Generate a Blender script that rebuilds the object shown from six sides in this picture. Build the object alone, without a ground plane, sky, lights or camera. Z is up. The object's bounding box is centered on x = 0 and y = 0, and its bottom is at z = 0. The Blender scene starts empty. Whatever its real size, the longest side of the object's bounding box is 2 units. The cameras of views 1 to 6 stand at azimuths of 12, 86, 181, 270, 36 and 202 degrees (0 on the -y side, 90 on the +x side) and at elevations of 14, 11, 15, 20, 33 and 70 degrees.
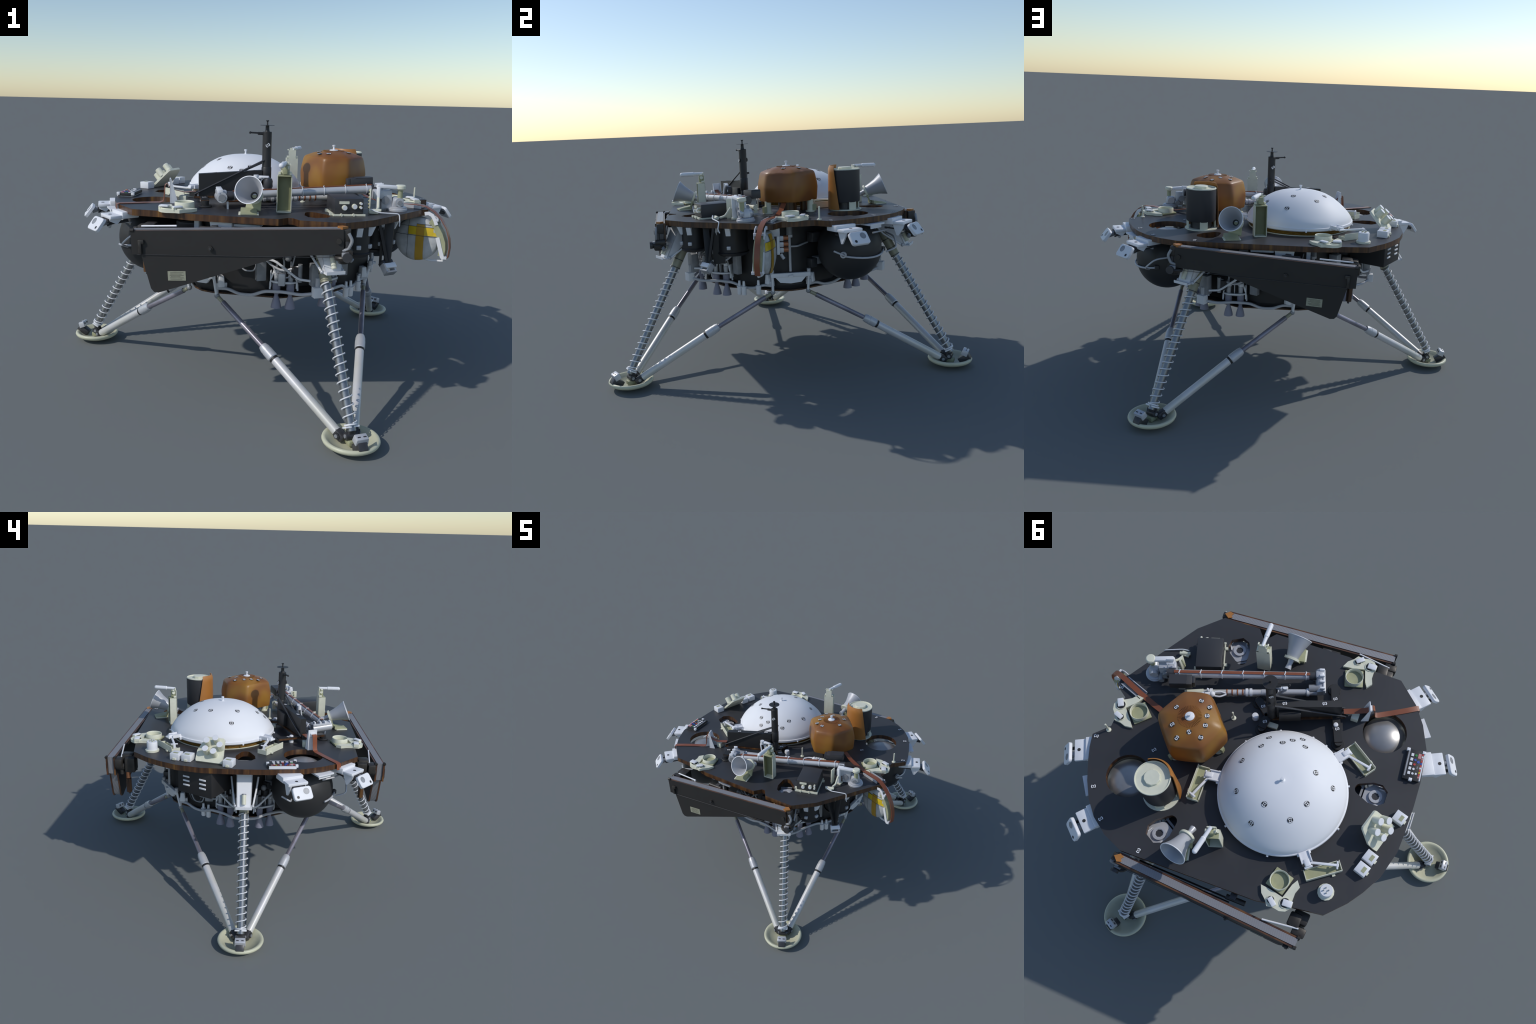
import bpy, bmesh, math, random
from math import sin, cos, pi, radians
from mathutils import Vector, Matrix

random.seed(7)
V = Vector
DECK = 0.855            # top of the deck
DECK_T = 0.028
AX = 0.0975             # x of the lander's own axis (the hexagon's centre)
col = bpy.context.scene.collection

# --------------------------------------------------------------------------
# materials
# --------------------------------------------------------------------------
def material(name, base, rough=0.5, metal=0.0, vary=0.0, scale=12.0, second=None,
             stretch=(1, 1, 1), bump=0.0, bump_scale=80.0, coat=0.0, spec=0.5, ramp=None, detail=3.0):
    m = bpy.data.materials.new(name)
    m.use_nodes = True
    nt = m.node_tree
    b = nt.nodes["Principled BSDF"]
    b.inputs["Base Color"].default_value = (*base, 1)
    b.inputs["Roughness"].default_value = rough
    b.inputs["Metallic"].default_value = metal
    b.inputs["Specular IOR Level"].default_value = spec
    b.inputs["Coat Weight"].default_value = coat
    b.inputs["Coat Roughness"].default_value = 0.25
    tc = nt.nodes.new("ShaderNodeTexCoord")
    if vary > 0 or second or ramp:
        mp = nt.nodes.new("ShaderNodeMapping")
        mp.inputs["Scale"].default_value = stretch
        nz = nt.nodes.new("ShaderNodeTexNoise")
        nz.inputs["Scale"].default_value = scale
        nz.inputs["Detail"].default_value = detail
        nt.links.new(tc.outputs["Object"], mp.inputs["Vector"])
        nt.links.new(mp.outputs["Vector"], nz.inputs["Vector"])
        rp = nt.nodes.new("ShaderNodeValToRGB")
        if ramp is None:
            two = second or tuple(c * (1 - vary) for c in base)
            ramp = [(0.38, two), (0.62, base)]
        while len(rp.color_ramp.elements) < len(ramp):
            rp.color_ramp.elements.new(0.5)
        for e, (p, c) in zip(rp.color_ramp.elements, ramp):
            e.position = p
            e.color = (*c, 1)
        nt.links.new(nz.outputs["Fac"], rp.inputs["Fac"])
        nt.links.new(rp.outputs["Color"], b.inputs["Base Color"])
    if bump > 0:
        n2 = nt.nodes.new("ShaderNodeTexNoise")
        n2.inputs["Scale"].default_value = bump_scale
        bp = nt.nodes.new("ShaderNodeBump")
        bp.inputs["Strength"].default_value = bump
        bp.inputs["Distance"].default_value = 0.002
        nt.links.new(tc.outputs["Object"], n2.inputs["Vector"])
        nt.links.new(n2.outputs["Fac"], bp.inputs["Height"])
        nt.links.new(bp.outputs["Normal"], b.inputs["Normal"])
    return m

M = {}
M["black"] = material("black_thermal_film", (0.041, 0.041, 0.045), 0.45, vary=0.12, scale=6)
M["hull"] = material("black_blanket", (0.024, 0.023, 0.024), 0.5, vary=0.15, scale=9)
M["tank"] = material("tank_black_film", (0.030, 0.030, 0.031), 0.48, spec=0.45)
M["crown"] = material("tank_crown_metal", (0.47, 0.46, 0.45), 0.36, metal=0.6, vary=0.12, scale=10)
M["charcoal"] = material("charcoal_paint", (0.022, 0.022, 0.023), 0.5)
M["panel"] = material("panel_black", (0.024, 0.022, 0.021), 0.55, vary=0.1, scale=5)
M["white"] = material("white_paint", (0.80, 0.81, 0.84), 0.45, vary=0.03, scale=20)
M["dome"] = material("dome_white", (0.82, 0.83, 0.86), 0.55, vary=0.02, scale=4, spec=0.35)
M["cream"] = material("cream_paint", (0.74, 0.74, 0.60), 0.5, vary=0.06, scale=30)
M["olive"] = material("olive_primer", (0.40, 0.41, 0.25), 0.55, vary=0.08, scale=30)
M["olive_shade_tint"] = material("olive_primer_shade_tint", (0.24, 0.25, 0.14), 0.6, vary=0.08, scale=30)  # same olive, darkened to paint the shadow inside the post channels
M["pad"] = material("footpad_cream", (0.61, 0.61, 0.45), 0.4, vary=0.10, scale=14)
M["orange"] = material("amber_kapton", (0.28, 0.11, 0.022), 0.42, spec=0.5, scale=7,
                       ramp=[(0.34, (0.19, 0.066, 0.016)), (0.5, (0.262, 0.106, 0.019)), (0.66, (0.325, 0.155, 0.022))], detail=1.5)
M["kapton"] = material("bright_kapton", (0.46, 0.19, 0.045), 0.40, coat=0.1, vary=0.15, scale=6)
M["foil"] = material("brown_edge_foil", (0.07, 0.03, 0.012), 0.33, spec=0.6, scale=55, stretch=(1, 1, 0.06),
                     ramp=[(0.30, (0.030, 0.014, 0.008)), (0.5, (0.075, 0.033, 0.014)), (0.66, (0.13, 0.060, 0.018)), (0.80, (0.26, 0.13, 0.025))])
M["panelfoil"] = material("panel_edge_foil", (0.10, 0.04, 0.02), 0.35, spec=0.6, scale=14,
                          ramp=[(0.3, (0.035, 0.016, 0.010)), (0.55, (0.11, 0.045, 0.020)), (0.8, (0.22, 0.10, 0.025))])
M["gold"] = material("gold_skirt", (0.36, 0.19, 0.03), 0.3, metal=0.4, scale=60, stretch=(1, 1, 6), vary=0.5)
M["ribbon"] = material("flat_cable_kapton", (0.25, 0.075, 0.032), 0.38, coat=0.2, vary=0.12, scale=8)
M["steel"] = material("steel_tube", (0.27, 0.28, 0.29), 0.30, metal=0.8)
M["alu"] = material("alloy_grey", (0.55, 0.56, 0.59), 0.38, metal=0.25)
M["grey"] = material("grey_fitting", (0.33, 0.34, 0.36), 0.45, metal=0.2, vary=0.15, scale=30)
M["dark"] = material("dark_fitting", (0.07, 0.07, 0.075), 0.4, metal=0.3, vary=0.2, scale=40)
M["bronze"] = material("dusty_dark_mechanism", (0.055, 0.05, 0.045), 0.45, metal=0.3, vary=0.3, scale=40)
M["lavender"] = material("anodised_rod", (0.34, 0.32, 0.38), 0.30, metal=0.4, vary=0.3, scale=8)
M["nozzle"] = material("nozzle_lavender", (0.25, 0.25, 0.32), 0.5, vary=0.05, scale=20)
M["legtube"] = material("leg_tube_silver", (0.68, 0.67, 0.69), 0.38, metal=0.2, vary=0.08, scale=6, second=(0.63, 0.62, 0.57))
M["sleeve"] = material("olive_sleeve", (0.34, 0.33, 0.24), 0.45, metal=0.2)
M["horn"] = material("horn_grey", (0.47, 0.48, 0.51), 0.45, metal=0.15)
M["dot"] = material("marker_black", (0.03, 0.03, 0.03), 0.5)
M["dotw"] = material("marker_white", (0.78, 0.78, 0.80), 0.5)
M["yellow"] = material("yellow_tape", (0.75, 0.52, 0.02), 0.4, vary=0.15, scale=20)
M["amber"] = material("amber_tape", (0.50, 0.28, 0.02), 0.4, vary=0.12, scale=20)
M["cloth"] = material("grey_blanket", (0.54, 0.55, 0.55), 0.55, vary=0.2, scale=25, bump=0.4, bump_scale=60)
M["copper"] = material("copper_connector", (0.42, 0.16, 0.07), 0.35, metal=0.4)
M["placard"] = material("placard_cream", (0.36, 0.36, 0.27), 0.5, vary=0.1, scale=40)
M["ink"] = material("placard_ink", (0.12, 0.12, 0.09), 0.6)
M["red"] = material("patch_red", (0.55, 0.05, 0.04), 0.5)
M["green"] = material("patch_green", (0.04, 0.30, 0.06), 0.5)
M["blue"] = material("patch_blue", (0.05, 0.10, 0.45), 0.5)
M["pink"] = material("patch_pink", (0.60, 0.25, 0.25), 0.5)


def cell_stripes():
    """grey edge of the folded solar fan: fine parallel leaves"""
    m = material("solar_fan_edge", (0.30, 0.30, 0.32), 0.45, metal=0.2)
    nt = m.node_tree
    tc = nt.nodes["Texture Coordinate"]
    w = nt.nodes.new("ShaderNodeTexWave")
    w.wave_type, w.bands_direction = "BANDS", "Y"
    w.inputs["Scale"].default_value = 75
    rp = nt.nodes.new("ShaderNodeValToRGB")
    rp.color_ramp.elements[0].color = (0.13, 0.13, 0.14, 1)
    rp.color_ramp.elements[1].color = (0.40, 0.40, 0.42, 1)
    nt.links.new(tc.outputs["Object"], w.inputs["Vector"])
    nt.links.new(w.outputs["Fac"], rp.inputs["Fac"])
    nt.links.new(rp.outputs["Color"], nt.nodes["Principled BSDF"].inputs["Base Color"])
    return m
M["fan"] = cell_stripes()

# --------------------------------------------------------------------------
# mesh building kit: a Part collects primitives, then becomes one object
# --------------------------------------------------------------------------
def frame(z, xhint=(1, 0, 0)):
    z = V(z).normalized()
    x = V(xhint) - z * z.dot(V(xhint))
    if x.length < 1e-4:
        x = V((0, 1, 0)) - z * z.y
    x.normalize()
    y = z.cross(x)
    return Matrix((x, y, z)).transposed()

def place(origin, x, y=None, z=(0, 0, 1)):
    """4x4 from an x direction and an up direction"""
    x = V(x).normalized()
    z = V(z) - x * x.dot(V(z))
    z.normalize()
    y = z.cross(x)
    m = Matrix((x, y, z)).transposed().to_4x4()
    m.translation = V(origin)
    return m

def turn(origin, deg):
    return Matrix.Translation(V(origin)) @ Matrix.Rotation(radians(deg), 4, "Z")

class Part:
    def __init__(self, name, parent=None, mat="white", xf=None, angle=35):
        self.name, self.parent, self.default = name, parent, mat
        self.bm = bmesh.new()
        self.mats = []
        self.xf = xf
        self.angle = angle

    def slot(self, mat):
        mat = mat or self.default
        if mat not in self.mats:
            self.mats.append(mat)
        return self.mats.index(mat)

    def add(self, verts, faces, mat=None, m=None):
        s = self.slot(mat)
        vs = [self.bm.verts.new((m @ V(v)) if m else V(v)) for v in verts]
        out = []
        for f in faces:
            try:
                fc = self.bm.faces.new([vs[i] for i in f])
                fc.material_index = s
                out.append(fc)
            except ValueError:
                pass
        return vs, out

    def box(self, c, size, mat=None, m=None, bevel=0.0, taper=1.0):
        x, y, z = (s / 2 for s in size)
        t = taper
        vs = [(-x, -y, -z), (x, -y, -z), (x, y, -z), (-x, y, -z),
              (-x * t, -y * t, z), (x * t, -y * t, z), (x * t, y * t, z), (-x * t, y * t, z)]
        vs = [V(v) + V(c) for v in vs]
        fs = [(0, 3, 2, 1), (4, 5, 6, 7), (0, 1, 5, 4), (1, 2, 6, 5), (2, 3, 7, 6), (3, 0, 4, 7)]
        vv, ff = self.add(vs, fs, mat, m)
        if bevel:
            es = list({e for f in ff for e in f.edges})
            r = bmesh.ops.bevel(self.bm, geom=es, offset=bevel, segments=2, profile=0.5, affect="EDGES")
            for f in r["faces"]:
                f.material_index = self.slot(mat)
        return self

    def lathe(self, prof, mat=None, m=None, seg=24, close=False, arc=None, cap=True):
        """prof: (radius, height) pairs about local z"""
        n = seg if arc is None else seg + 1
        a0, a1 = (0, 2 * pi) if arc is None else arc
        vs, fs = [], []
        for r, h in prof:
            for i in range(n):
                a = a0 + (a1 - a0) * i / seg
                vs.append((r * cos(a), r * sin(a), h))
        k = len(prof)
        for j in range(k - 1 if not close else k):
            j2 = (j + 1) % k
            for i in range(seg):
                i2 = (i + 1) % n
                fs.append((j * n + i, j * n + i2, j2 * n + i2, j2 * n + i))
        if not close and arc is None and cap:
            if prof[0][0] > 1e-6:
                fs.append(tuple(reversed(range(n))))
            if prof[-1][0] > 1e-6:
                fs.append(tuple(range((k - 1) * n, k * n)))
        if close and arc is not None:
            fs.append(tuple(j * n for j in range(k)))
            fs.append(tuple(j * n + n - 1 for j in reversed(range(k))))
        vv, ff = self.add(vs, fs, mat, m)
        bmesh.ops.remove_doubles(self.bm, verts=[v for v in vv if v.is_valid], dist=1e-6)
        return self

    def cyl(self, a, b, r, r2=None, mat=None, m=None, seg=16, chamfer=0.0):
        a, b = V(a), V(b)
        r2 = r if r2 is None else r2
        L = (b - a).length
        mm = frame(b - a).to_4x4()
        mm.translation = a
        if m:
            mm = m @ mm
        if chamfer:
            c = chamfer
            prof = [(r - c, 0), (r, c), (r2, L - c), (r2 - c, L)]
        else:
            prof = [(r, 0), (r2, L)]
        return self.lathe(prof, mat, mm, seg)

    def ball(self, c, r, mat=None, m=None, seg=20, squash=1.0):
        k = max(6, seg // 2)
        prof = [(r * sin(pi * i / k), -r * squash * cos(pi * i / k)) for i in range(k + 1)]
        mm = Matrix.Translation(V(c))
        if m:
            mm = m @ mm
        return self.lathe(prof, mat, mm, seg)

    def prism(self, outline, z0, z1, mat=None, m=None, side=None, scale_top=1.0):
        n = len(outline)
        cx = sum(p[0] for p in outline) / n
        cy = sum(p[1] for p in outline) / n
        vs = [(x, y, z0) for x, y in outline] + \
             [(cx + (x - cx) * scale_top, cy + (y - cy) * scale_top, z1) for x, y in outline]
        area = sum(outline[i][0] * outline[(i + 1) % n][1] - outline[(i + 1) % n][0] * outline[i][1] for i in range(n))
        lo, hi = tuple(range(n)), tuple(range(n, 2 * n))
        if area > 0:
            lo = tuple(reversed(lo))
            sd = [(i, (i + 1) % n, n + (i + 1) % n, n + i) for i in range(n)]
        else:
            hi = tuple(reversed(hi))
            sd = [((i + 1) % n, i, n + i, n + (i + 1) % n) for i in range(n)]
        vs = [V(v) for v in vs]
        s1, s2 = self.slot(mat), self.slot(side or mat)
        vv, ff = self.add(vs, [lo, hi] + sd, mat, m)
        for f in ff[2:]:
            f.material_index = s2
        return self

    def pipe(self, pts, r, mat=None, m=None, seg=10, smooth=True, closed=False):
        pts = [V(p) for p in pts]
        if smooth and len(pts) > 2:
            new = [pts[0]]
            for i in range(1, len(pts) - 1):
                a, b, c = pts[i - 1], pts[i], pts[i + 1]
                d = min((b - a).length, (c - b).length) * 0.35
                p0 = b + (a - b).normalized() * d
                p2 = b + (c - b).normalized() * d
                for t in (0, 0.33, 0.67, 1):
                    new.append((1 - t) ** 2 * p0 + 2 * t * (1 - t) * b + t * t * p2)
            new.append(pts[-1])
            pts = new
        vs, fs = [], []
        n = len(pts)
        ref = None
        for i, p in enumerate(pts):
            d = (pts[min(i + 1, n - 1)] - pts[max(i - 1, 0)]).normalized()
            if ref is None:
                ref = V((0, 0, 1)) if abs(d.z) < 0.9 else V((1, 0, 0))
            x = (ref - d * ref.dot(d)).normalized()
            ref = x
            y = d.cross(x)
            for k in range(seg):
                a = 2 * pi * k / seg
                vs.append(p + x * r * cos(a) + y * r * sin(a))
        for i in range(n - 1):
            for k in range(seg):
                k2 = (k + 1) % seg
                fs.append((i * seg + k, i * seg + k2, (i + 1) * seg + k2, (i + 1) * seg + k))
        fs.append(tuple(reversed(range(seg))))
        fs.append(tuple(range((n - 1) * seg, n * seg)))
        self.add(vs, fs, mat, m)
        return self

    def strip(self, pts, across, w, t, mat=None, m=None):
        """a flat band through pts, of width w along the given direction(s) and thickness t"""
        pts = [V(p) for p in pts]
        n = len(pts)
        vs, fs = [], []
        for i, p in enumerate(pts):
            d = (pts[min(i + 1, n - 1)] - pts[max(i - 1, 0)]).normalized()
            a = V(across[i] if isinstance(across, list) else across)
            a = (a - d * a.dot(d)).normalized()
            nn = a.cross(d).normalized()
            for sx, sy in ((-1, -1), (1, -1), (1, 1), (-1, 1)):
                vs.append(p + a * sx * w / 2 + nn * sy * t / 2)
        for i in range(n - 1):
            for k in range(4):
                k2 = (k + 1) % 4
                fs.append((i * 4 + k, i * 4 + k2, (i + 1) * 4 + k2, (i + 1) * 4 + k))
        fs += [(3, 2, 1, 0), tuple(range((n - 1) * 4, n * 4))]
        self.add(vs, fs, mat, m)
        return self

    def mesh(self):
        bmesh.ops.recalc_face_normals(self.bm, faces=self.bm.faces[:])
        me = bpy.data.meshes.new(self.name)
        self.bm.to_mesh(me)
        self.bm.free()
        for k in self.mats:
            me.materials.append(M[k])
        for p in me.polygons:
            p.use_smooth = True
        me.set_sharp_from_angle(angle=radians(self.angle))
        return me

    def done(self, **props):
        return put(self.name, self.mesh(), self.parent, self.xf, **props)

def put(name, me, parent=None, xf=None, **props):
    o = bpy.data.objects.new(name, me)
    col.objects.link(o)
    if parent is not None:
        o.parent = parent
    if xf is not None:
        o.matrix_local = xf
    for k, v in props.items():
        o[k] = v
    return o

root = bpy.data.objects.new("mars_lander", None)
col.objects.link(root)
root["label"] = "three-legged planetary lander with black deck, white dome, amber box"
root["category"] = "space lander"

# --------------------------------------------------------------------------
# deck: chamfered plate with holes, black film on top, brown foil on the rim
# --------------------------------------------------------------------------
outline = [(0.511, -0.626), (0.325, -0.626), (0.290, -0.583), (0.270, -0.583), (0.236, -0.625), (-0.143, -0.625),
           (-0.285, -0.592), (-0.416, -0.588), (-0.519, -0.488), (-0.578, -0.400), (-0.628, -0.285), (-0.646, -0.12),
           (-0.649, 0.0), (-0.646, 0.13), (-0.640, 0.220), (-0.605, 0.345), (-0.553, 0.437), (-0.505, 0.503), (-0.423, 0.587),
           (-0.285, 0.603), (-0.134, 0.629), (0.506, 0.630), (0.600, 0.590), (0.681, 0.532), (0.740, 0.463), (0.785, 0.385),
           (0.822, 0.300), (0.846, 0.235), (0.862, 0.170), (0.797, 0.103), (0.797, -0.055), (0.862, -0.104), (0.855, -0.150), (0.828, -0.172),
           (0.740, -0.320), (0.618, -0.522)]

def arcs(c, r, n=40):
    return [(c[0] + r * cos(2 * pi * i / n), c[1] + r * sin(2 * pi * i / n)) for i in range(n)]

HOLE_R = 0.1025
hole_a, hole_b = (0.617, 0.302), (-0.422, -0.302)

def teardrop(deg):
    """hexagonal hole with a rounded tail pointing to the axis, at radius .54"""
    pts = [(0.618, 0.028), (0.588, 0.052), (0.545, 0.050), (0.500, 0.030)]
    tail = [(0.496 - 0.024 * sin(a), 0.026 * cos(a)) for a in [pi * i / 8 for i in range(1, 8)]]
    low = [(x, -y) for x, y in reversed(pts)]
    loc = pts + tail + low
    a = radians(deg)
    return [(AX + x * cos(a) - y * sin(a), x * sin(a) + y * cos(a)) for x, y in loc]

# teardrop hole sits between r .47 and .62 on the leg directions
holes = [arcs(hole_a, HOLE_R), arcs(hole_b, HOLE_R)] + [teardrop(d) for d in (180, 60, -60)]

def plate_with_holes(part, outer, holes, z0, z1, top, rim, bottom):
    cu = bpy.data.curves.new("tmp_plate", "CURVE")
    cu.dimensions = "2D"
    cu.fill_mode = "BOTH"
    for lp in [outer] + holes:
        sp = cu.splines.new("POLY")
        sp.points.add(len(lp) - 1)
        for p, (x, y) in zip(sp.points, lp):
            p.co = (x, y, 0, 1)
        sp.use_cyclic_u = True
    ob = bpy.data.objects.new("tmp_plate", cu)
    col.objects.link(ob)
    dg = bpy.context.evaluated_depsgraph_get()
    me = bpy.data.meshes.new_from_object(ob.evaluated_get(dg))
    bpy.data.objects.remove(ob)
    vs = [(v.co.x, v.co.y) for v in me.vertices]
    polys = [tuple(p.vertices) for p in me.polygons]
    part.add([(x, y, z1) for x, y in vs], polys, top)
    part.add([(x, y, z0) for x, y in vs], [tuple(reversed(p)) for p in polys], bottom)
    for lp in [outer] + holes:
        n = len(lp)
        part.add([(x, y, z0) for x, y in lp] + [(x, y, z1) for x, y in lp],
                 [(i, (i + 1) % n, n + (i + 1) % n, n + i) for i in range(n)], rim)
    bmesh.ops.remove_doubles(part.bm, verts=part.bm.verts[:], dist=1e-5)
    bpy.data.meshes.remove(me)
    bpy.data.curves.remove(cu)

dk = Part("deck", root, "black")
plate_with_holes(dk, outline, holes, DECK - DECK_T, DECK, "black", "foil", "hull")
deck = dk.done()

# hexagonal cups with a round fitting, seen down the teardrop holes
cup = Part("deck_well_fitting", None, "alu")
mw = Matrix.Translation((0.572, 0, 0.812)) @ Matrix.Rotation(radians(22.5), 4, "Z")
cup.lathe([(0.060, -0.030), (0.060, 0.0), (0.030, 0.002), (0.030, 0.010), (0.018, 0.010), (0.018, 0.004), (0, 0.004)], "alu", mw, 8, cap=False)
cup.cyl((0.572, 0, 0.8162), (0.572, 0, 0.8172), 0.0178, mat="dark")
cup.lathe([(0.031, 0.0015), (0.031, 0.012), (0.020, 0.012), (0.020, 0.006)], "alu", Matrix.Translation((0.572, 0, 0.812)), 20, cap=False)
cup.box((0.490, 0, 0.775), (0.09, 0.08, 0.01), "dark")
cup.box((0.505, 0, 0.795), (0.010, 0.07, 0.04), "grey")
cup_me = cup.mesh()
for d in (180, 60, -60):
    put("deck_well_fitting", cup_me, deck, turn((AX, 0, 0), d))

# --------------------------------------------------------------------------
# round reference markers: black disc, broken white ring and bow tie
# --------------------------------------------------------------------------
def marker_mesh(r=0.0125):
    p = Part("reference_marker", None, "dot")
    p.lathe([(r, 0), (r, 0.0012), (0, 0.0012)], "dot", seg=20)
    h = 0.0012
    for k in range(2):
        a0 = -0.95 + k * pi
        ring = []
        for i in range(9):
            a = a0 + 1.9 * i / 8
            ring.append((a, r * 0.88))
        vs = [(q * cos(a), q * sin(a), h + 0.0006) for a, q in ring] + [(q * 0.62 * cos(a), q * 0.62 * sin(a), h + 0.0006) for a, q in ring]
        n = len(ring)
        p.add(vs, [(i, i + 1, n + i + 1, n + i) for i in range(n - 1)], "dotw")
        s = 1 if k else -1
        w = r * 0.36
        p.add([(0, 0, h + 0.0006), (-w, s * w * 1.25, h + 0.0006), (w, s * w * 1.25, h + 0.0006)], [(0, 1, 2) if k == 0 else (0, 2, 1)], "dotw")
    return p.mesh()
mark_me = marker_mesh()

def marker(parent, pos, normal=(0, 0, 1), spin=0.0, s=1.0):
    m = frame(normal).to_4x4() @ Matrix.Rotation(spin, 4, "Z") @ Matrix.Scale(s, 4)
    m.translation = V(pos)
    return put("reference_marker", mark_me, parent, m)

for x, y, sp in [(0.840, 0.174, 0.2), (0.744, 0.403, 0.5), (0.647, 0.530, 1.0), (0.428, 0.604, 1.4), (0.557, 0.146, 0.9), (0.837, -0.097, 0.2)]:
    marker(deck, (x, y, DECK), spin=sp)

# --------------------------------------------------------------------------
# white dome shield
# --------------------------------------------------------------------------
DC = V((-0.078, 0.142, 0))
dome_prof = [(0.290, 0.884), (0.291, 0.892), (0.287, 0.899), (0.285, 0.911), (0.274, 0.928), (0.259, 0.945), (0.240, 0.964), (0.215, 0.986),
             (0.188, 1.006), (0.167, 1.018), (0.146, 1.0285), (0.122, 1.037), (0.099, 1.043), (0.075, 1.0475), (0.050, 1.050), (0.025, 1.051), (0, 1.0515)]
dm = Part("dome_shield", root, "dome", Matrix.Translation(DC))
dm.lathe([(0.275, 0.880), (0.286, 0.880)] + dome_prof, "dome", seg=96)
dome = dm.done()
k = Part("dome_knob", dome, "white")
k.lathe([(0.014, 1.0505), (0.006, 1.054), (0.0045, 1.057), (0.0045, 1.067), (0.0075, 1.070), (0.0075, 1.076), (0, 1.077)], "white")
k.done()
sk = Part("gold_skirt", dome, "gold")
sk.lathe([(0.262, 0.8555), (0.270, 0.8555), (0.272, 0.870), (0.276, 0.8815), (0.262, 0.8815)], "gold", seg=72, close=True)
sk.lathe([(0.274, 0.8555), (0.280, 0.8555), (0.280, 0.859), (0.274, 0.859)], "cream", seg=72, close=True)
sk.done()
tabs = Part("rim_tab", None, "white")
tabs.cyl((0.286, 0, 0.884), (0.301, 0, 0.884), 0.005, mat="white", seg=10)
tab_me = tabs.mesh()
for d in (10, 52, 97, 133, 165, 205, 248, 262, 292, 325):
    put("rim_tab", tab_me, dome, Matrix.Rotation(radians(d), 4, "Z"))
rb = Part("rim_bead", dome, "dome")
rb.lathe([(0.286, 0.900), (0.293, 0.897), (0.294, 0.886), (0.286, 0.886)], "dome", seg=96, close=True)
rb.done()
def dome_point(deg, r):
    for (r0, h0), (r1, h1) in zip(dome_prof, dome_prof[1:]):
        if r1 <= r <= r0:
            t = (r0 - r) / (r0 - r1)
            z = h0 + t * (h1 - h0)
            sl = (h1 - h0) / (r0 - r1)
            a = radians(deg)
            n = V((cos(a) * sl, sin(a) * sl, 1)).normalized()
            return V((r * cos(a), r * sin(a), z)), n
for dg, r in [(-55, .237), (-42, .201), (-70, .190), (-82, .212), (-92, .238), (-100, .199), (-144, .149), (-164, .218),
              (73, .127), (156, .142), (121, .169), (29, .202), (72, .217), (-12, .210)]:
    p, n = dome_point(dg, r)
    marker(dome, p, n, spin=radians(dg), s=1.02)

# three latch arms that hold the dome, each with its tray on the deck
def latch(ang, tray):
    """ang: where the latch meets the rim; tray: four corners of the deck tray"""
    a = radians(ang)
    o = V((cos(a), sin(a), 0))
    t = V((-sin(a), cos(a), 0))
    p = Part("dome_latch", dome, "white")
    m = place((0.30 * cos(a), 0.30 * sin(a), 0.898), o)
    p.box((0.012, 0, 0), (0.05, 0.045, 0.012), "white", m, 0.002)
    p.box((0.040, 0, 0.004), (0.04, 0.028, 0.018), "white", m, 0.003, 0.8)
    p.box((-0.004, 0, -0.006), (0.012, 0.062, 0.014), "white", m, 0.002)
    for s in (-1, 1):
        p.box((0.015, s * 0.022, 0.006), (0.05, 0.004, 0.016), "white", m)
    p.cyl((0.058, -0.018, 0.0), (0.058, 0.018, 0.0), 0.005, mat="white", m=m)
    c = [V((x, y, 0)) - DC for x, y in tray]
    mid = sum(c, V()) / 4
    end = c[2] * 0.4 + c[3] * 0.4 + mid * 0.2
    root_pt = V((0.335 * cos(a), 0.335 * sin(a), 0.893))
    end3 = V((end.x, end.y, 0.897))
    d = end3 - root_pt
    mm = place(root_pt + d / 2, d)
    p.box((0, 0, 0), (d.length, 0.011, 0.009), "white", mm, 0.002)
    me = place(end3, d)
    p.box((0, 0, 0.002), (0.008, 0.036, 0.006), "white", me, 0.002)
    p.box((0, 0, -0.016), (0.012, 0.012, 0.035), "white", me)
    p.done()
    q = Part("latch_tray", dome, "cream")
    ctr = mid.copy(); ctr.z = 0
    ux = (c[2] - c[0]); L = ux.length
    w = (c[1] - c[0]).length
    mm = place((ctr.x, ctr.y, DECK), ux)
    sgn = 1 if ux.x * (c[1] - c[0]).y - ux.y * (c[1] - c[0]).x > 0 else -1
    q.box((0, 0, 0.003), (L, w, 0.004), "olive", mm)
    q.box((0, -sgn * w / 2, 0.018), (L, 0.003, 0.034), "cream", mm)
    q.box((L / 2, 0, 0.013), (0.003, w, 0.024), "cream", mm)
    q.box((-L / 2, 0, 0.010), (0.003, w, 0.018), "cream", mm)
    q.box((0, sgn * w / 2, 0.008), (L * 0.9, 0.003, 0.013), "cream", mm)
    q.box((-L * 0.3, sgn * (w / 2 + 0.006), 0.006), (0.014, 0.012, 0.006), "cream", mm)
    q.box((L * 0.25, -sgn * (w / 2 + 0.006), 0.006), (0.014, 0.012, 0.006), "cream", mm)
    q.done()
latch(7, [(0.326, 0.148), (0.274, 0.145), (0.318, 0.310), (0.272, 0.312)])
latch(-128, [(-0.305, -0.196), (-0.272, -0.150), (-0.432, -0.108), (-0.405, -0.066)])
latch(128, [(-0.310, 0.478), (-0.281, 0.440), (-0.440, 0.385), (-0.410, 0.345)])

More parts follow.
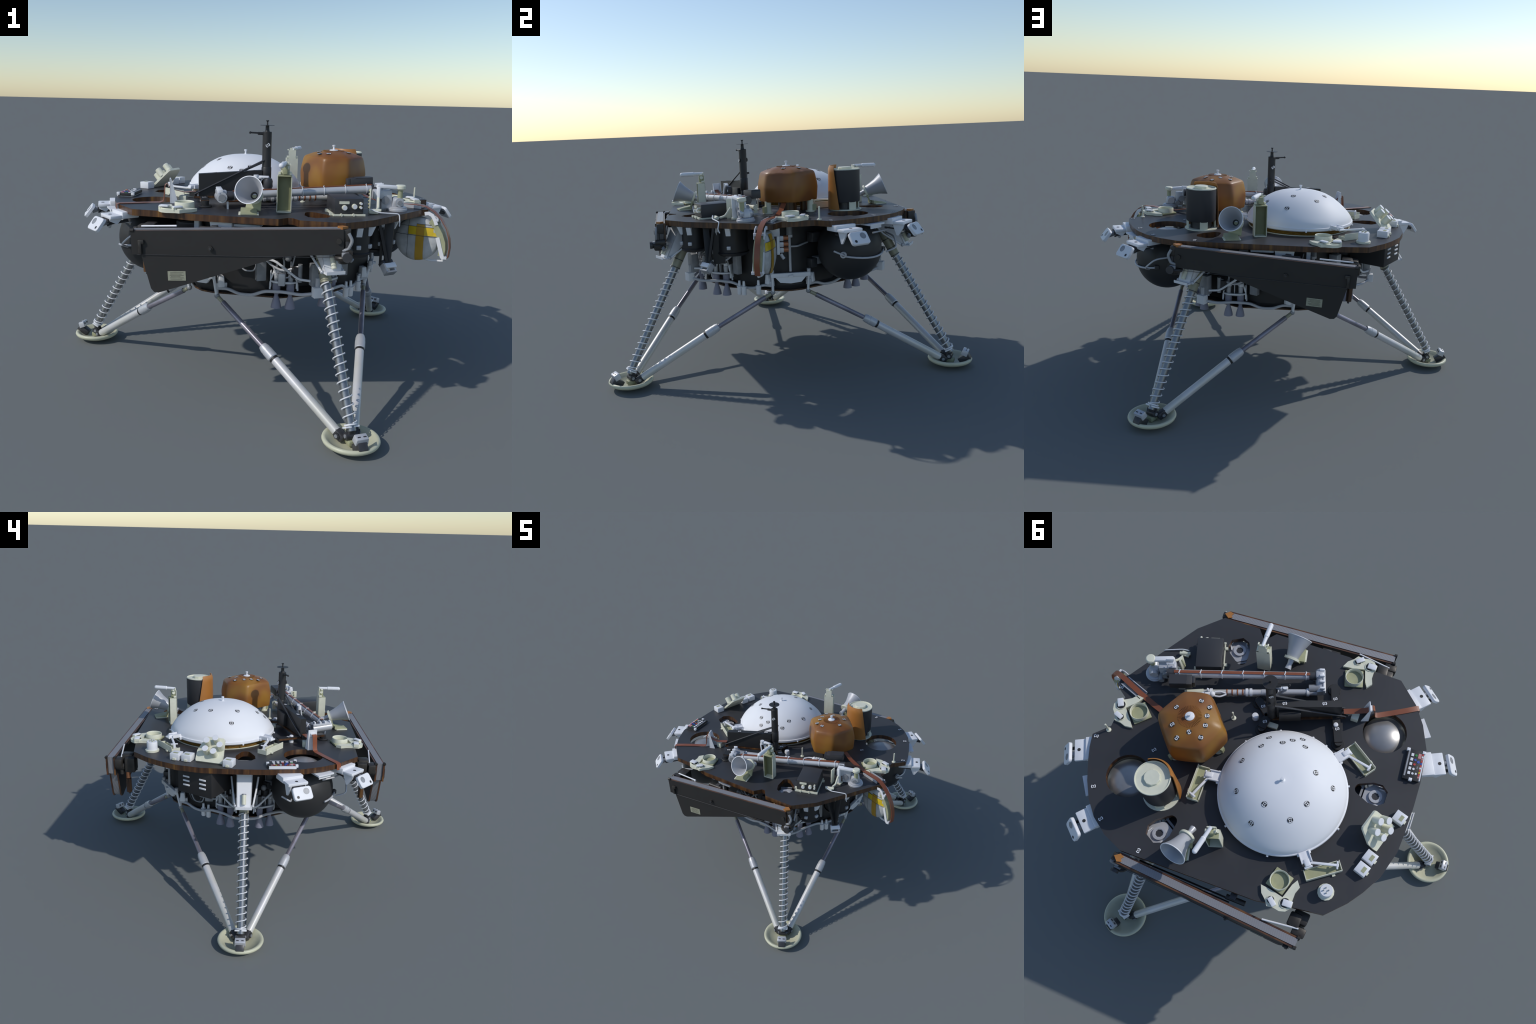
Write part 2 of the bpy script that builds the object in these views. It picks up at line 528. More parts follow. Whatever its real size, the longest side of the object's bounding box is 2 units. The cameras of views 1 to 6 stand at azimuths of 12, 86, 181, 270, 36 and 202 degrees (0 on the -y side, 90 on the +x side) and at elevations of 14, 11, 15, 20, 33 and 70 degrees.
# --------------------------------------------------------------------------
# amber six-sided instrument cover
# --------------------------------------------------------------------------
SC = V((0.393, 0.020, 0))
hexa = [(0.166, 8), (0.156, -55), (0.161, -103), (0.166, -177), (0.164, -232), (0.170, -284)]
def ring_at(scale, z, rnd=0.0, dz=0.0, per=5):
    """hexagon ring whose sides bulge slightly and whose corners are rounded"""
    pts = [V((r * cos(radians(a)), r * sin(radians(a)), 0)) for r, a in reversed(hexa)]
    out = []
    n = len(pts)
    for i in range(n):
        p, q, s = pts[i - 1], pts[i], pts[(i + 1) % n]
        a = q + (p - q).normalized() * rnd
        b = q + (s - q).normalized() * rnd
        for t in (0, 0.25, 0.5, 0.75, 1):
            w = (1 - t) ** 2 * a + 2 * t * (1 - t) * q + t * t * b
            out.append(w * scale + V((0, 0, z)))
        nxt = s + (q - s).normalized() * rnd
        nrm = ((b + nxt) / 2).normalized()
        for t in (0.2, 0.4, 0.6, 0.8):
            w = b.lerp(nxt, t) + nrm * 0.002 * (1 - (2 * t - 1) ** 2)
            out.append(w * scale + V((0, 0, z)))
    return out
def loft(part, rings, mat, cap_top=True, cap_bot=True):
    n = len(rings[0])
    vs = [v for r in rings for v in r]
    fs = []
    for j in range(len(rings) - 1):
        for i in range(n):
            i2 = (i + 1) % n
            fs.append((j * n + i, j * n + i2, (j + 1) * n + i2, (j + 1) * n + i))
    if cap_bot:
        fs.append(tuple(reversed(range(n))))
    if cap_top:
        fs.append(tuple(range((len(rings) - 1) * n, len(rings) * n)))
    part.add(vs, fs, mat)
oc = Part("amber_cover", root, "orange", Matrix.Translation(SC), angle=28)
rings = [ring_at(0.93, 0.917, 0.02), ring_at(0.955, 0.916, 0.02), ring_at(0.972, 0.925, 0.02), ring_at(1.0, 0.985, 0.02), ring_at(0.985, 1.01, 0.02), ring_at(0.930, 1.050, 0.02),
         ring_at(0.910, 1.062, 0.024), ring_at(0.87, 1.069, 0.026), ring_at(0.62, 1.084, 0.03), ring_at(0.40, 1.092, 0.035), ring_at(0.34, 1.094, 0.04), ring_at(0.08, 1.0945, 0.05)]
loft(oc, rings, "orange")
cover = oc.done()
pl = Part("pleat", cover, "orange")
for i in range(44):
    a = 2 * pi * i / 44
    m = place((0.040 * cos(a), 0.040 * sin(a), 1.0948), (cos(a), sin(a), 0))
    pl.box((0, 0, 0), (0.024, 0.0024, 0.0022), "orange", m)
pl.done(kind="stuff")
kb = Part("cover_knob", cover, "white")
kb.lathe([(0.021, 1.094), (0.021, 1.098), (0.017, 1.100), (0.005, 1.1005), (0.0045, 1.112), (0.008, 1.117), (0.008, 1.122), (0, 1.123)], "white")
kb.done()
for x, y, z in [(0.508, -0.037, 1.079), (0.451, -0.083, 1.078), (0.405, -0.103, 1.077), (0.361, -0.06, 1.082), (0.321, -0.038, 1.077),
                (0.33, 0.043, 1.08), (0.34, 0.09, 1.076), (0.39, 0.10, 1.077), (0.45, 0.115, 1.076), (0.49, 0.05, 1.079)]:
    pass
marks6 = [(940, 778), (742, 836), (1012, 831), (995, 910), (985, 990), (953, 1087), (858, 1048), (762, 1093), (719, 984)]
def amber_top(r):
    return 1.094 - max(0.0, r - 0.055) * 0.21
for px, py in marks6:
    # offsets in the plan picture, turned into plan metres about the knob
    dx, dy = (px - 857) / 3.92 / 1282.8 * 2.70, (py - 920) / 3.92 / 1282.8 * 2.70
    x = -0.945 * dx - 0.33 * dy * 1.03
    y = -0.33 * dx + 0.945 * dy * 1.03
    r = math.hypot(x, y)
    n = V((x * 0.2 / max(r, 1e-3), y * 0.2 / max(r, 1e-3), 1)).normalized()
    marker(cover, (x, y, amber_top(r) - 0.0015), n, spin=px * 0.01, s=0.92)
lg = Part("cover_leg", None, "cream")
lg.cyl((0, 0, DECK), (0, 0, 0.920), 0.017, mat="cream")
lg.lathe([(0.026, DECK), (0.026, DECK + 0.006), (0.017, DECK + 0.006)], "cream")
lg.box((0.024, 0, DECK + 0.022), (0.016, 0.018, 0.032), "olive")
lg_me = lg.mesh()
for x, y in [(0.07, -0.11), (-0.115, 0.02), (0.06, 0.115)]:
    put("cover_leg", lg_me, cover, turn((x, y, 0), math.degrees(math.atan2(y, x))))
cc = Part("cover_core", cover, "foil")
cc.cyl((0, 0, DECK), (0, 0, 0.916), 0.05, mat="foil", seg=24)
cc.cyl((-0.02, 0.09, DECK), (-0.02, 0.09, 0.918), 0.02, mat="foil", seg=20)
cc.done()

# --------------------------------------------------------------------------
# black canister with a half shell of amber film
# --------------------------------------------------------------------------
CC = V((0.439, 0.326, 0))
cn = Part("canister", root, "black", Matrix.Translation(CC))
cn.lathe([(0.0, 0.898), (0.0755, 0.898), (0.0775, 0.903), (0.0785, 1.066)], "black", seg=48, cap=False)
cn.lathe([(0.0785, 1.066), (0.077, 1.071), (0.074, 1.071), (0.073, 1.066), (0.0, 1.066)], "cream", seg=48, cap=False)
can = cn.done()
cb = Part("canister_base", can, "cream")
cb.lathe([(0.085, DECK), (0.085, DECK + 0.005), (0.0, DECK + 0.005)], "cream", seg=32)
cb.cyl((0, 0, DECK + 0.004), (0, 0, 0.905), 0.056, mat="dark", seg=24)
for a in (20, 110, 200, 290):
    m = turn((0, 0, 0), a)
    cb.box((0.071, 0, 0.881), (0.006, 0.040, 0.046), "cream", m)
cb.done()
cl = Part("canister_lid", can, "cream")
cl.lathe([(0.036, 1.064), (0.036, 1.078), (0.034, 1.080), (0.0, 1.080)], "cream", seg=10)
cl.done()
# kapton half shell: wide at the foot, narrow at the top, with a rolled lip
ks = Part("amber_shell", can, "kapton")
sh, rows = [], 12
for j in range(rows + 1):
    t = j / rows
    z = DECK + 0.006 + t * (1.090 - DECK - 0.006)
    rr = 0.088 - 0.003 * t
    if j == rows:
        rr = 0.078
    half = radians(74 - 23 * t)
    mid = radians(-106)
    sh.append([(rr, mid - half + 2 * half * i / 24, z) for i in range(25)])
vs, fs = [], []
for off in (0, 0.0035):
    for row in sh:
        for r, a, z in row:
            vs.append(((r + off) * cos(a), (r + off) * sin(a), z))
n = 25
N = n * (rows + 1)
for j in range(rows):
    for i in range(24):
        a = j * n + i
        fs.append((a, a + n, a + n + 1, a + 1))
        fs.append((N + a, N + a + 1, N + a + n + 1, N + a + n))
for j in range(rows):
    for i in (0, 24):
        a = j * n + i
        q = (a, N + a, N + a + n, a + n)
        fs.append(q if i == 0 else tuple(reversed(q)))
for j in (0, rows):
    for i in range(24):
        a = j * n + i
        fs.append((a, a + 1, N + a + 1, N + a))
ks.add(vs, fs, "kapton")
ks.done()

# --------------------------------------------------------------------------
# horn antennas on slanted brackets
# --------------------------------------------------------------------------
def horn(top, bot, neck, base, yaw):
    top, bot, neck = V(top), V(bot), V(neck)
    rim = (top + bot) / 2
    R = (top - bot).length / 2
    ax = (rim - neck)
    L = ax.length
    p = Part("horn_antenna", root, "horn", angle=40)
    m = frame(ax).to_4x4()
    m.translation = neck
    out = [(0.026, 0.0), (0.030, 0.012), (0.036, L * 0.38), (0.044, L * 0.65), (R, L)]
    inn = [(R - 0.002, L + 0.0015), (R - 0.004, L - 0.001), (0.040, L * 0.65), (0.032, L * 0.38), (0.016, 0.010)]
    p.lathe(out + inn, "horn", m, 36, cap=False)
    p.lathe([(R - 0.003, L - 0.001), (R - 0.003, L + 0.002), (R + 0.0005, L + 0.002), (R + 0.0005, L - 0.001)], "white", m, 36, close=True)
    p.lathe([(0.0162, 0.0102), (0.010, 0.004), (0.010, -0.012), (0, -0.012)], "dark", m, 24, cap=False)
    p.cyl((0, 0, -0.030), (0, 0, 0.002), 0.012, 0.016, "alu", m)
    p.cyl((0, 0, -0.052), (0, 0, -0.030), 0.016, 0.012, "alu", m)
    ob = p.done()
    b = Part("horn_bracket", ob, "olive")
    b.lathe([(0.018, -0.006), (0.037, -0.006), (0.037, 0.005), (0.018, 0.005)], "cream", m, 20, close=True)
    mb = turn((base[0], base[1], DECK), yaw)
    # slanted support: wide foot, leaning back to the collar
    b.box((0, 0, 0.003), (0.086, 0.066, 0.005), "cream", mb, 0.001)
    # collar plate square to the horn, carried down to a wedge-shaped foot
    mi = m.inverted()
    down = (mi.to_3x3() @ V((0, 0, -1)))
    down.z = 0
    down.normalize()
    sidev = V((-down.y, down.x, 0))
    drop = (neck.z - DECK - 0.010) / max(0.3, abs((m.to_3x3() @ down).z))
    quad = [sidev * 0.030 - down * 0.004, sidev * -0.030 - down * 0.004, sidev * -0.034 + down * drop, sidev * 0.034 + down * drop]
    hole_ = [V((c.x, c.y, -0.004)) for c in quad] + [V((c.x, c.y, 0.004)) for c in quad]
    b.add(hole_, [(0, 1, 2, 3), (7, 6, 5, 4), (0, 4, 5, 1), (1, 5, 6, 2), (2, 6, 7, 3), (3, 7, 4, 0)], "olive", m)
    lowc = mb.inverted() @ (m @ (down * drop))
    y1, y0 = lowc.y + 0.006, -0.036
    wv = [(-0.036, y0, 0.004), (0.036, y0, 0.004), (0.036, y1, 0.004), (-0.036, y1, 0.004), (-0.034, y0, 0.007), (0.034, y0, 0.007), (0.034, y1, 0.022), (-0.034, y1, 0.022)]
    b.add(wv, [(3, 2, 1, 0), (4, 5, 6, 7), (0, 1, 5, 4), (1, 2, 6, 5), (2, 3, 7, 6), (3, 0, 4, 7)], "olive", mb)
    b.done()
horn((0.097, -0.553, 1.016), (0.102, -0.610, 0.910), (0.106, -0.486, 0.924), (0.094, -0.548), 12)
horn((0.258, 0.547, 1.016), (0.253, 0.612, 0.912), (0.238, 0.484, 0.924), (0.254, 0.548), 180 + 15)

# --------------------------------------------------------------------------
# wind-sensor posts: open channel on the deck with a white boom on top
# --------------------------------------------------------------------------
def post(base, tip, yaw):
    p = Part("boom_post", root, "cream", turn((base[0], base[1], 0), yaw))
    w, d, h = 0.064, 0.042, 0.160
    z0 = DECK
    p.box((0, d / 2 - 0.002, z0 + h / 2), (w, 0.003, h), "cream")          # back wall
    for s in (-1, 1):
        p.box((s * (w / 2 - 0.0015), 0, z0 + h / 2), (0.003, d, h), "cream")
    p.box((0, 0, z0 + 0.002), (w, d, 0.004), "cream")
    p.box((0, d / 2 - 0.0055, z0 + h / 2), (w - 0.007, 0.003, h - 0.006), "olive_shade_tint")
    for s in (-1, 1):
        p.box((s * (w / 2 - 0.0042), 0.001, z0 + h / 2), (0.002, d - 0.004, h - 0.006), "olive_shade_tint")
    p.box((0, 0.0, z0 + h - 0.002), (w - 0.006, d - 0.002, 0.004), "olive")
    p.box((0, d / 2 - 0.003, z0 + h + 0.022), (w * 0.62, 0.004, 0.046), "cream")
    p.box((0, d / 2 - 0.006, z0 + h + 0.050), (w * 0.45, 0.006, 0.014), "cream")
    p.box((0, 0.004, z0 + h + 0.022), (0.022, 0.026, 0.036), "olive", None, 0.003)
    p.cyl((-0.018, 0.004, z0 + h + 0.030), (0.018, 0.004, z0 + h + 0.030), 0.009, mat="cream")
    for s in (-1, 1):
        p.cyl((s * 0.022, 0.008, z0 + h + 0.046), (s * 0.022, -0.003, z0 + h + 0.046), 0.004, mat="cream", seg=8)
        p.box((s * 0.024, 0.010, z0 + h + 0.008), (0.010, 0.016, 0.010), "cream")
    ob = p.done()
    q = Part("boom", ob, "white")
    a = V((0, d / 2 - 0.004, z0 + h + 0.051))
    b = turn((base[0], base[1], 0), yaw).inverted() @ V(tip)
    q.cyl(a, a.lerp(b, 0.45), 0.008, 0.009, "white")
    q.cyl(a.lerp(b, 0.42), b, 0.0115, mat="white", chamfer=0.004)
    q.ball(b, 0.0115, "white")
    q.done()
post((0.228, -0.440), (0.228, -0.540, 1.064), 7)
post((0.121, 0.453), (0.150, 0.553, 1.066), 197)

# --------------------------------------------------------------------------
# three ring sockets with forked clamps
# --------------------------------------------------------------------------
def clamp_mesh(sign):
    p = Part("ring_socket", None, "cream")
    m = Matrix.Translation((0.596, 0, 0)) @ Matrix.Rotation(radians(45), 4, "Z")
    p.box((0, 0, DECK + 0.006), (0.088, 0.088, 0.010), "olive", m, 0.003)
    mr = Matrix.Translation((0.596, 0, 0))
    p.lathe([(0.035, DECK + 0.008), (0.038, DECK + 0.010), (0.0395, DECK + 0.032), (0.042, DECK + 0.035), (0.0435, DECK + 0.032), (0.0435, DECK + 0.006), (0.035, DECK + 0.006)], "cream", mr, 28, close=True)
    p.cyl((0.596, 0, DECK + 0.008), (0.596, 0, DECK + 0.0125), 0.036, mat="olive", seg=24)
    ring = p.mesh()
    q = Part("fork_clamp", None, "cream")
    half = [(0.598, 0.082), (0.634, 0.086), (0.664, 0.076), (0.692, 0.074), (0.700, 0.052), (0.722, 0.026), (0.729, 0.0), (0.720, -0.028), (0.690, -0.038), (0.660, -0.056), (0.640, -0.080), (0.608, -0.076), (0.6225, -0.050), (0.668, 0.0), (0.624, 0.048)]
    q.prism([(x, y * sign) for x, y in half], DECK + 0.001, DECK + 0.015, "cream")
    for (x, y), R, ya in (((0.694, -0.006), 0.024, -62), ((0.670, 0.052), 0.019, -20)):
        y *= sign
        q.lathe([(R, DECK + 0.014), (R, DECK + 0.019), (R - 0.003, DECK + 0.019), (R - 0.003, DECK + 0.014)], "cream", Matrix.Translation((x, y, 0)), 20, close=True)
        q.cyl((x, y, DECK + 0.013), (x, y, DECK + 0.0162), R - 0.003, mat="dark", seg=20)
        a = radians(ya * sign)
        m = place((x, y, DECK + 0.025), (cos(a), sin(a), 0))
        q.box((0.010, 0, 0), (0.042, R * 1.2, 0.008), "white", m, 0.003)
        q.box((0.027, 0, -0.008), (0.010, R * 1.1, 0.014), "cream", m)
    return ring, q.mesh()
for d, s in ((-120, 1), (0, 1), (120, -1)):
    r_me, c_me = clamp_mesh(s)
    ob = put("ring_socket", r_me, root, turn((AX, 0, 0), d))
    put("fork_clamp", c_me, ob)

# small pins
pin = Part("deck_pin", None, "cream")
pin.lathe([(0.012, DECK), (0.012, DECK + 0.004), (0.005, DECK + 0.007), (0.0042, DECK + 0.008), (0.0042, DECK + 0.064), (0, DECK + 0.066)], "cream", seg=12)
pin_me = pin.mesh()
for x, y in ((0.798, 0.126), (0.268, -0.130)):
    put("deck_pin", pin_me, root, Matrix.Translation((x, y, 0)))

# --------------------------------------------------------------------------
# five tubes on a tilted plate, slotted boxes, white canister
# --------------------------------------------------------------------------
hp = Part("tilted_plate", root, "cream")
# plate in its own frame: u along the deck edge, v up the slope
u = V((-0.003, -0.128, -0.004)).normalized()
foot = V((-0.572, 0.182, DECK + 0.004))
upv = V((0.118, -0.030, 0.118)).normalized()
u = V((0.29, 0.957, 0)).normalized()
upv = (upv - u * upv.dot(u)).normalized()
m = Matrix((u, upv, u.cross(upv))).transposed().to_4x4()
m.translation = foot
nrm = u.cross(upv)
shape = [(-0.070, 0.0), (0.070, 0.0), (0.074, 0.012), (0.078, 0.060), (0.052, 0.135), (0.044, 0.142), (-0.044, 0.142), (-0.052, 0.135), (-0.066, 0.050)]
hp.prism(shape, -0.003, 0.009, "cream", m) if nrm.z < 0 else hp.prism(shape, -0.009, 0.003, "cream", m)
plate = hp.done()
tb = Part("helix_tube", None, "cream")
tb.lathe([(0.0165, 0), (0.0165, 0.046)], "cream", seg=20)
tb.lathe([(0.0163, 0.0462), (0.015, 0.0472), (0, 0.0472)], "white", seg=20)
tb_me = tb.mesh()
tilt = frame(-nrm if nrm.z < 0 else nrm).to_4x4()
for a in range(5):
    th = radians(90 + 72 * a + 12)
    mm = tilt.copy()
    mm.translation = m @ V((-0.008 + 0.040 * cos(th), 0.080 + 0.040 * sin(th), 0.002 if nrm.z > 0 else -0.002))
    put("helix_tube", tb_me, plate, mm)
sb = Part("slotted_box", None, "white")
sb.box((0, 0, 0.018), (0.054, 0.050, 0.034), "white", None, 0.001)
sb.box((0.008, 0, 0.0354), (0.016, 0.026, 0.001), "olive")
sb.box((0.029, 0.0, 0.008), (0.008, 0.016, 0.010), "cream")
sb_me = sb.mesh()
for x, y, d in ((-0.603, 0.077, 162), (-0.534, 0.290, 161), (-0.517, 0.350, 161)):
    put("slotted_box", sb_me, root, turn((x, y, DECK), d))
wc = Part("white_canister", root, "white", Matrix.Translation((-0.402, 0.493, DECK)))
wc.lathe([(0.0365, 0), (0.0365, 0.009), (0.028, 0.010)], "cream", seg=14)
wc.lathe([(0.028, 0.008), (0.028, 0.050), (0.026, 0.053), (0, 0.053)], "white", seg=28)
for i in range(4):
    a = radians(20 + 90 * i)
    wc.cyl((0.011 * cos(a), 0.011 * sin(a), 0.052), (0.011 * cos(a), 0.011 * sin(a), 0.060), 0.0028, mat="olive", seg=8)
    wc.ball((0.011 * cos(a), 0.011 * sin(a), 0.061), 0.0032, "alu", seg=8)
wc.done()

# --------------------------------------------------------------------------
# calibration board
# --------------------------------------------------------------------------
cbm = place((-0.5905, -0.186, DECK + 0.010), (0.075, -0.997, 0.0))
cal = Part("calibration_board", root, "charcoal", cbm)
# x runs along the deck edge, y toward the deck middle or rim
cal.box((0, 0, 0.001), (0.148, 0.076, 0.014), "charcoal", None, 0.001)
cal.box((0, 0, -0.006), (0.140, 0.070, 0.006), "white")
cal.box((0, -0.041, -0.002), (0.136, 0.006, 0.014), "white")
for x, y in ((0.070, 0.036), (0.070, -0.036), (-0.072, 0.0)):
    cal.box((x, y, 0.005), (0.014, 0.015, 0.014), "white", None, 0.001)
calo = cal.done()
cp = Part("colour_patch", calo, "dotw")
top = 0.0085
for i in range(5):
    cp.box((0.048 - 0.0225 * i, 0.013, top), (0.014, 0.012, 0.002), "dotw", Matrix.Identity(4))
    cp.cyl((0.048 - 0.0225 * i, -0.004, top - 0.001), (0.048 - 0.0225 * i, -0.004, top + 0.001), 0.0055, mat=("green", "blue", "red", "dotw", "dotw")[i], seg=14)
cp.box((0.005, 0.030, top), (0.13, 0.007, 0.0016), "grey")
cp.box((0.048, -0.020, top), (0.024, 0.014, 0.0014), "pink")
cp.cyl((0.018, -0.019, top - 0.001), (0.018, -0.019, top + 0.001), 0.0065, mat="blue", seg=16)
cp.box((-0.010, -0.019, top), (0.012, 0.004, 0.0012), "grey")
cp.box((-0.040, -0.019, top), (0.009, 0.008, 0.0012), "dotw")
for i in range(11):
    cp.box((0.058 - 0.0112 * i, -0.033, top), (0.009, 0.007, 0.0014), ("red", "dotw", "pink", "red", "blue", "red", "dotw", "red", "yellow", "red", "pink")[i])
cp.done()

# --------------------------------------------------------------------------
# black electronics box with round connectors
# --------------------------------------------------------------------------
yaw = 18.0
bxm = turn((0.486, -0.382, DECK), yaw)
bb = Part("electronics_box", root, "black", bxm)
bb.box((0, 0, 0.042), (0.126, 0.160, 0.066), "black", None, 0.003, 0.985)
bb.box((0, -0.003, 0.004), (0.134, 0.168, 0.007), "cream")
bbo = bb.done()
cq = Part("box_connector", bbo, "cream")
fy = -0.080
cq.box((-0.022, fy - 0.002, 0.058), (0.042, 0.006, 0.011), "cream")
for x, z, r in ((-0.021, 0.037, 0.0115), (0.022, 0.042, 0.0115), (0.049, 0.055, 0.006), (0.049, 0.038, 0.006)):
    cq.cyl((x, fy - 0.013, z), (x, fy + 0.002, z), r * 0.93, r, "cream", seg=18)
    cq.cyl((x, fy - 0.0145, z), (x, fy - 0.0125, z), r * 0.8, mat="white", seg=18)
cq.box((0, fy - 0.010, 0.006), (0.138, 0.008, 0.008), "cream")
for x in (-0.035, 0.018):
    cq.cyl((x, fy - 0.018, 0.007), (x, fy - 0.006, 0.007), 0.006, mat="cream", seg=12)
for x, y in ((-0.072, 0.03), (-0.072, -0.06), (0.072, 0.05)):
    cq.box((x, y, 0.006), (0.014, 0.014, 0.010), "cream")
cq.done()

# --------------------------------------------------------------------------
# black deployment mast: box, tube, struts, feet
# --------------------------------------------------------------------------
MB = V((0.099, -0.195, 0))
md = V((-0.933, -0.361, 0)).normalized()
mo = Part("mast_tube", root, "charcoal")
mo.lathe([(0.024, 0.868), (0.0215, 0.875), (0.0215, 1.184), (0.020, 1.186), (0, 1.186)], "charcoal", Matrix.Translation(MB), 24)
mo.lathe([(0.0235, 0.955), (0.0235, 1.02), (0.0215, 1.023), (0.0215, 0.952)], "charcoal", Matrix.Translation(MB), 24, close=True)
mo.lathe([(0.013, 1.184), (0.0095, 1.194), (0.0085, 1.213), (0.0045, 1.214), (0.0035, 1.222), (0.0035, 1.232), (0.007, 1.234), (0.007, 1.238), (0, 1.2385)], "charcoal", Matrix.Translation(MB), 16)
mo.lathe([(0.033, 1.2145), (0.033, 1.216), (0, 1.216)], "charcoal", Matrix.Translation(MB), 28)
mast = mo.done()
ab = Part("mast_arm", mast, "charcoal")
tip = V((0.024, -0.225, 1.181))
d = tip - (MB + V((0, 0, 1.178)))
ab.cyl(MB + V((0, 0, 1.176)), MB + V((0, 0, 1.176)) + d * 0.55, 0.007, mat="charcoal")
ab.cyl(MB + V((0, 0, 1.178)) + d * 0.4, tip, 0.004, mat="charcoal")
ab.ball(tip, 0.006, "charcoal", seg=10)
ab.box(MB + V((0.0, 0.026, 1.05)), (0.012, 0.014, 0.010), "charcoal")
ab.done()
marker(mast, MB + V((0.008, -0.0217, 1.125)), (0.3, -0.95, 0), 0.6, 0.95)
marker(mast, MB + V((-0.010, 0.0217, 1.125)), (-0.4, 0.92, 0), 0.6, 0.95)
bx = Part("mast_box", mast, "charcoal")
far = MB + md * 0.318
mm = place(MB + md * 0.172 + V((0, 0, 0)), md)
# box: taller near the mast, dropping slightly to the far end
prof = [(-0.150, 0.890), (0.146, 0.890), (0.146, 0.990), (-0.150, 1.008)]
for y0, y1, a, b in ((-0.016, 0.016, None, None),):
    vs = [(x, y0, z) for x, z in prof] + [(x, y1, z) for x, z in prof]
    bx.add(vs, [(0, 1, 2, 3), (7, 6, 5, 4), (0, 4, 5, 1), (1, 5, 6, 2), (2, 6, 7, 3), (3, 7, 4, 0)], "charcoal", mm)
bx.box((-0.09, -0.026, 0.935), (0.10, 0.026, 0.075), "charcoal", mm, 0.002)
bx.box((-0.11, 0.022, 0.930), (0.07, 0.020, 0.07), "charcoal", mm, 0.002)
bx.box((0.0, 0.0, 0.884), (0.34, 0.050, 0.008), "foil", mm)
bx.done()
for f, s in ((0.115, 0), (0.21, 0)):
    p = MB + md * (0.172 + 0.10 - f + 0.02) + V((0, 0, 1.0))
for t in (0.06, 0.24):
    z = 1.008 - 0.018 * (t - 0.022) / 0.296
    marker(mast, MB + md * t + V((0, 0, z + 0.0002)), (md.x * 0.06, md.y * 0.06, 1), 0.5, 0.95)
sr = Part("mast_strut", mast, "dark")
perp = V((md.y, -md.x, 0))
for s, zt in ((-1, 1.055), (1, 1.040)):
    a = MB + V((-0.016, 0, zt)) + perp * 0.022 * s
    b = far + md * 0.022 + V((0, 0, 0.897)) + perp * 0.021 * s
    sr.pipe([a, b], 0.0042, "dark", smooth=False, seg=8)
sr.box(far + md * 0.026 + V((0, 0, 0.897)), (0.028, 0.03, 0.02), "charcoal")
sr.done()
ft = Part("mast_foot", mast, "charcoal")
hub1 = far + md * (-0.02)
hub2 = MB + md * (-0.015)
for hub, end in ((hub1, (-0.132, -0.428)), (hub1, (-0.235, -0.170)), (hub2, (0.185, -0.245)), (hub2, (0.122, -0.118))):
    a, b = V((hub.x, hub.y, 0.882)), V((end[0], end[1], 0.882))
    dd = b - a
    m2 = place(a + dd / 2, dd)
    ft.box((0, 0, 0), (dd.length, 0.036, 0.010), "foil", m2)
    ft.box((0, 0, 0.0056), (dd.length, 0.0355, 0.003), "charcoal", m2)
    ft.cyl((b.x, b.y, DECK), (b.x, b.y, DECK + 0.008), 0.031, mat="charcoal", seg=22, chamfer=0.002)
    ft.cyl((b.x, b.y, DECK + 0.007), (b.x, b.y, 0.884), 0.017, mat="charcoal", seg=16)
    marker(mast, a.lerp(b, 0.55) + V((0, 0, 0.0072)), (0, 0, 1), 0.6, 0.9)
ft.done()
fx = Part("mast_clamp_block", mast, "cream")
fx.lathe([(0.0, DECK + 0.034), (0.014, DECK + 0.032), (0.016, DECK + 0.024), (0.016, DECK)], "white", Matrix.Translation((0.172, -0.166, 0)), 18)
fx.lathe([(0.0, DECK + 0.044), (0.010, DECK + 0.040), (0.013, DECK + 0.030), (0.013, DECK)], "white", Matrix.Translation((-0.197, -0.247, 0)), 18)
fx.box((0.083, -0.152, DECK + 0.010), (0.055, 0.026, 0.018), "cream", None, 0.003)
fx.box((-0.268, -0.322, DECK + 0.016), (0.034, 0.034, 0.032), "cream", None, 0.002)
fx.done()

# cable clamp: triangular bracket and the flat cable running over the deck rim
tri = Part("cable_bracket", root, "white")
bd = (V((-0.533, -0.473, 0)) - V((-0.337, -0.358, 0))).normalized()
perpb = V((-bd.y, bd.x, 0))
cen = V((-0.318, -0.352, DECK))
m3 = place(cen, md)
for s in (-1, 1):
    tri.prism([(-0.030, 0.0), (0.004, 0.0), (0.004, 0.112), (0.0, 0.112)], s * 0.023 - 0.0015, s * 0.023 + 0.0015, "white",
              m3 @ Matrix.Rotation(radians(90), 4, "X"))
tri.box((0.004, 0, 0.056), (0.004, 0.049, 0.112), "white", m3)
tri.box((0.008, 0, 0.085), (0.014, 0.026, 0.018), "white", m3)
tri.done()
cb2 = Part("flat_cable", root, "ribbon")
cz = DECK + 0.003
e = V((-0.531, -0.474, 0))
pts = [(-0.212, -0.315, 0.908), (-0.26, -0.335, 0.905), (-0.313, -0.352, 0.918), (-0.328, -0.358, 0.935), (-0.336, -0.361, 0.945), (-0.343, -0.364, 0.938), (-0.347, -0.366, 0.90), (-0.349, -0.367, 0.872), (-0.353, -0.369, 0.862),
       (-0.365, -0.374, cz), (-0.42, -0.405, cz), (-0.48, -0.440, cz), (-0.528, -0.470, cz), (-0.537, -0.476, cz - 0.004), (-0.539, -0.478, cz - 0.034)]
cb2.strip(pts, [tuple(V((0.36, -0.93, 0)).lerp(V((0.48, -0.87, 0)), min(1, i / 10))) for i in range(len(pts))], 0.026, 0.002, "ribbon")
cb2.done()

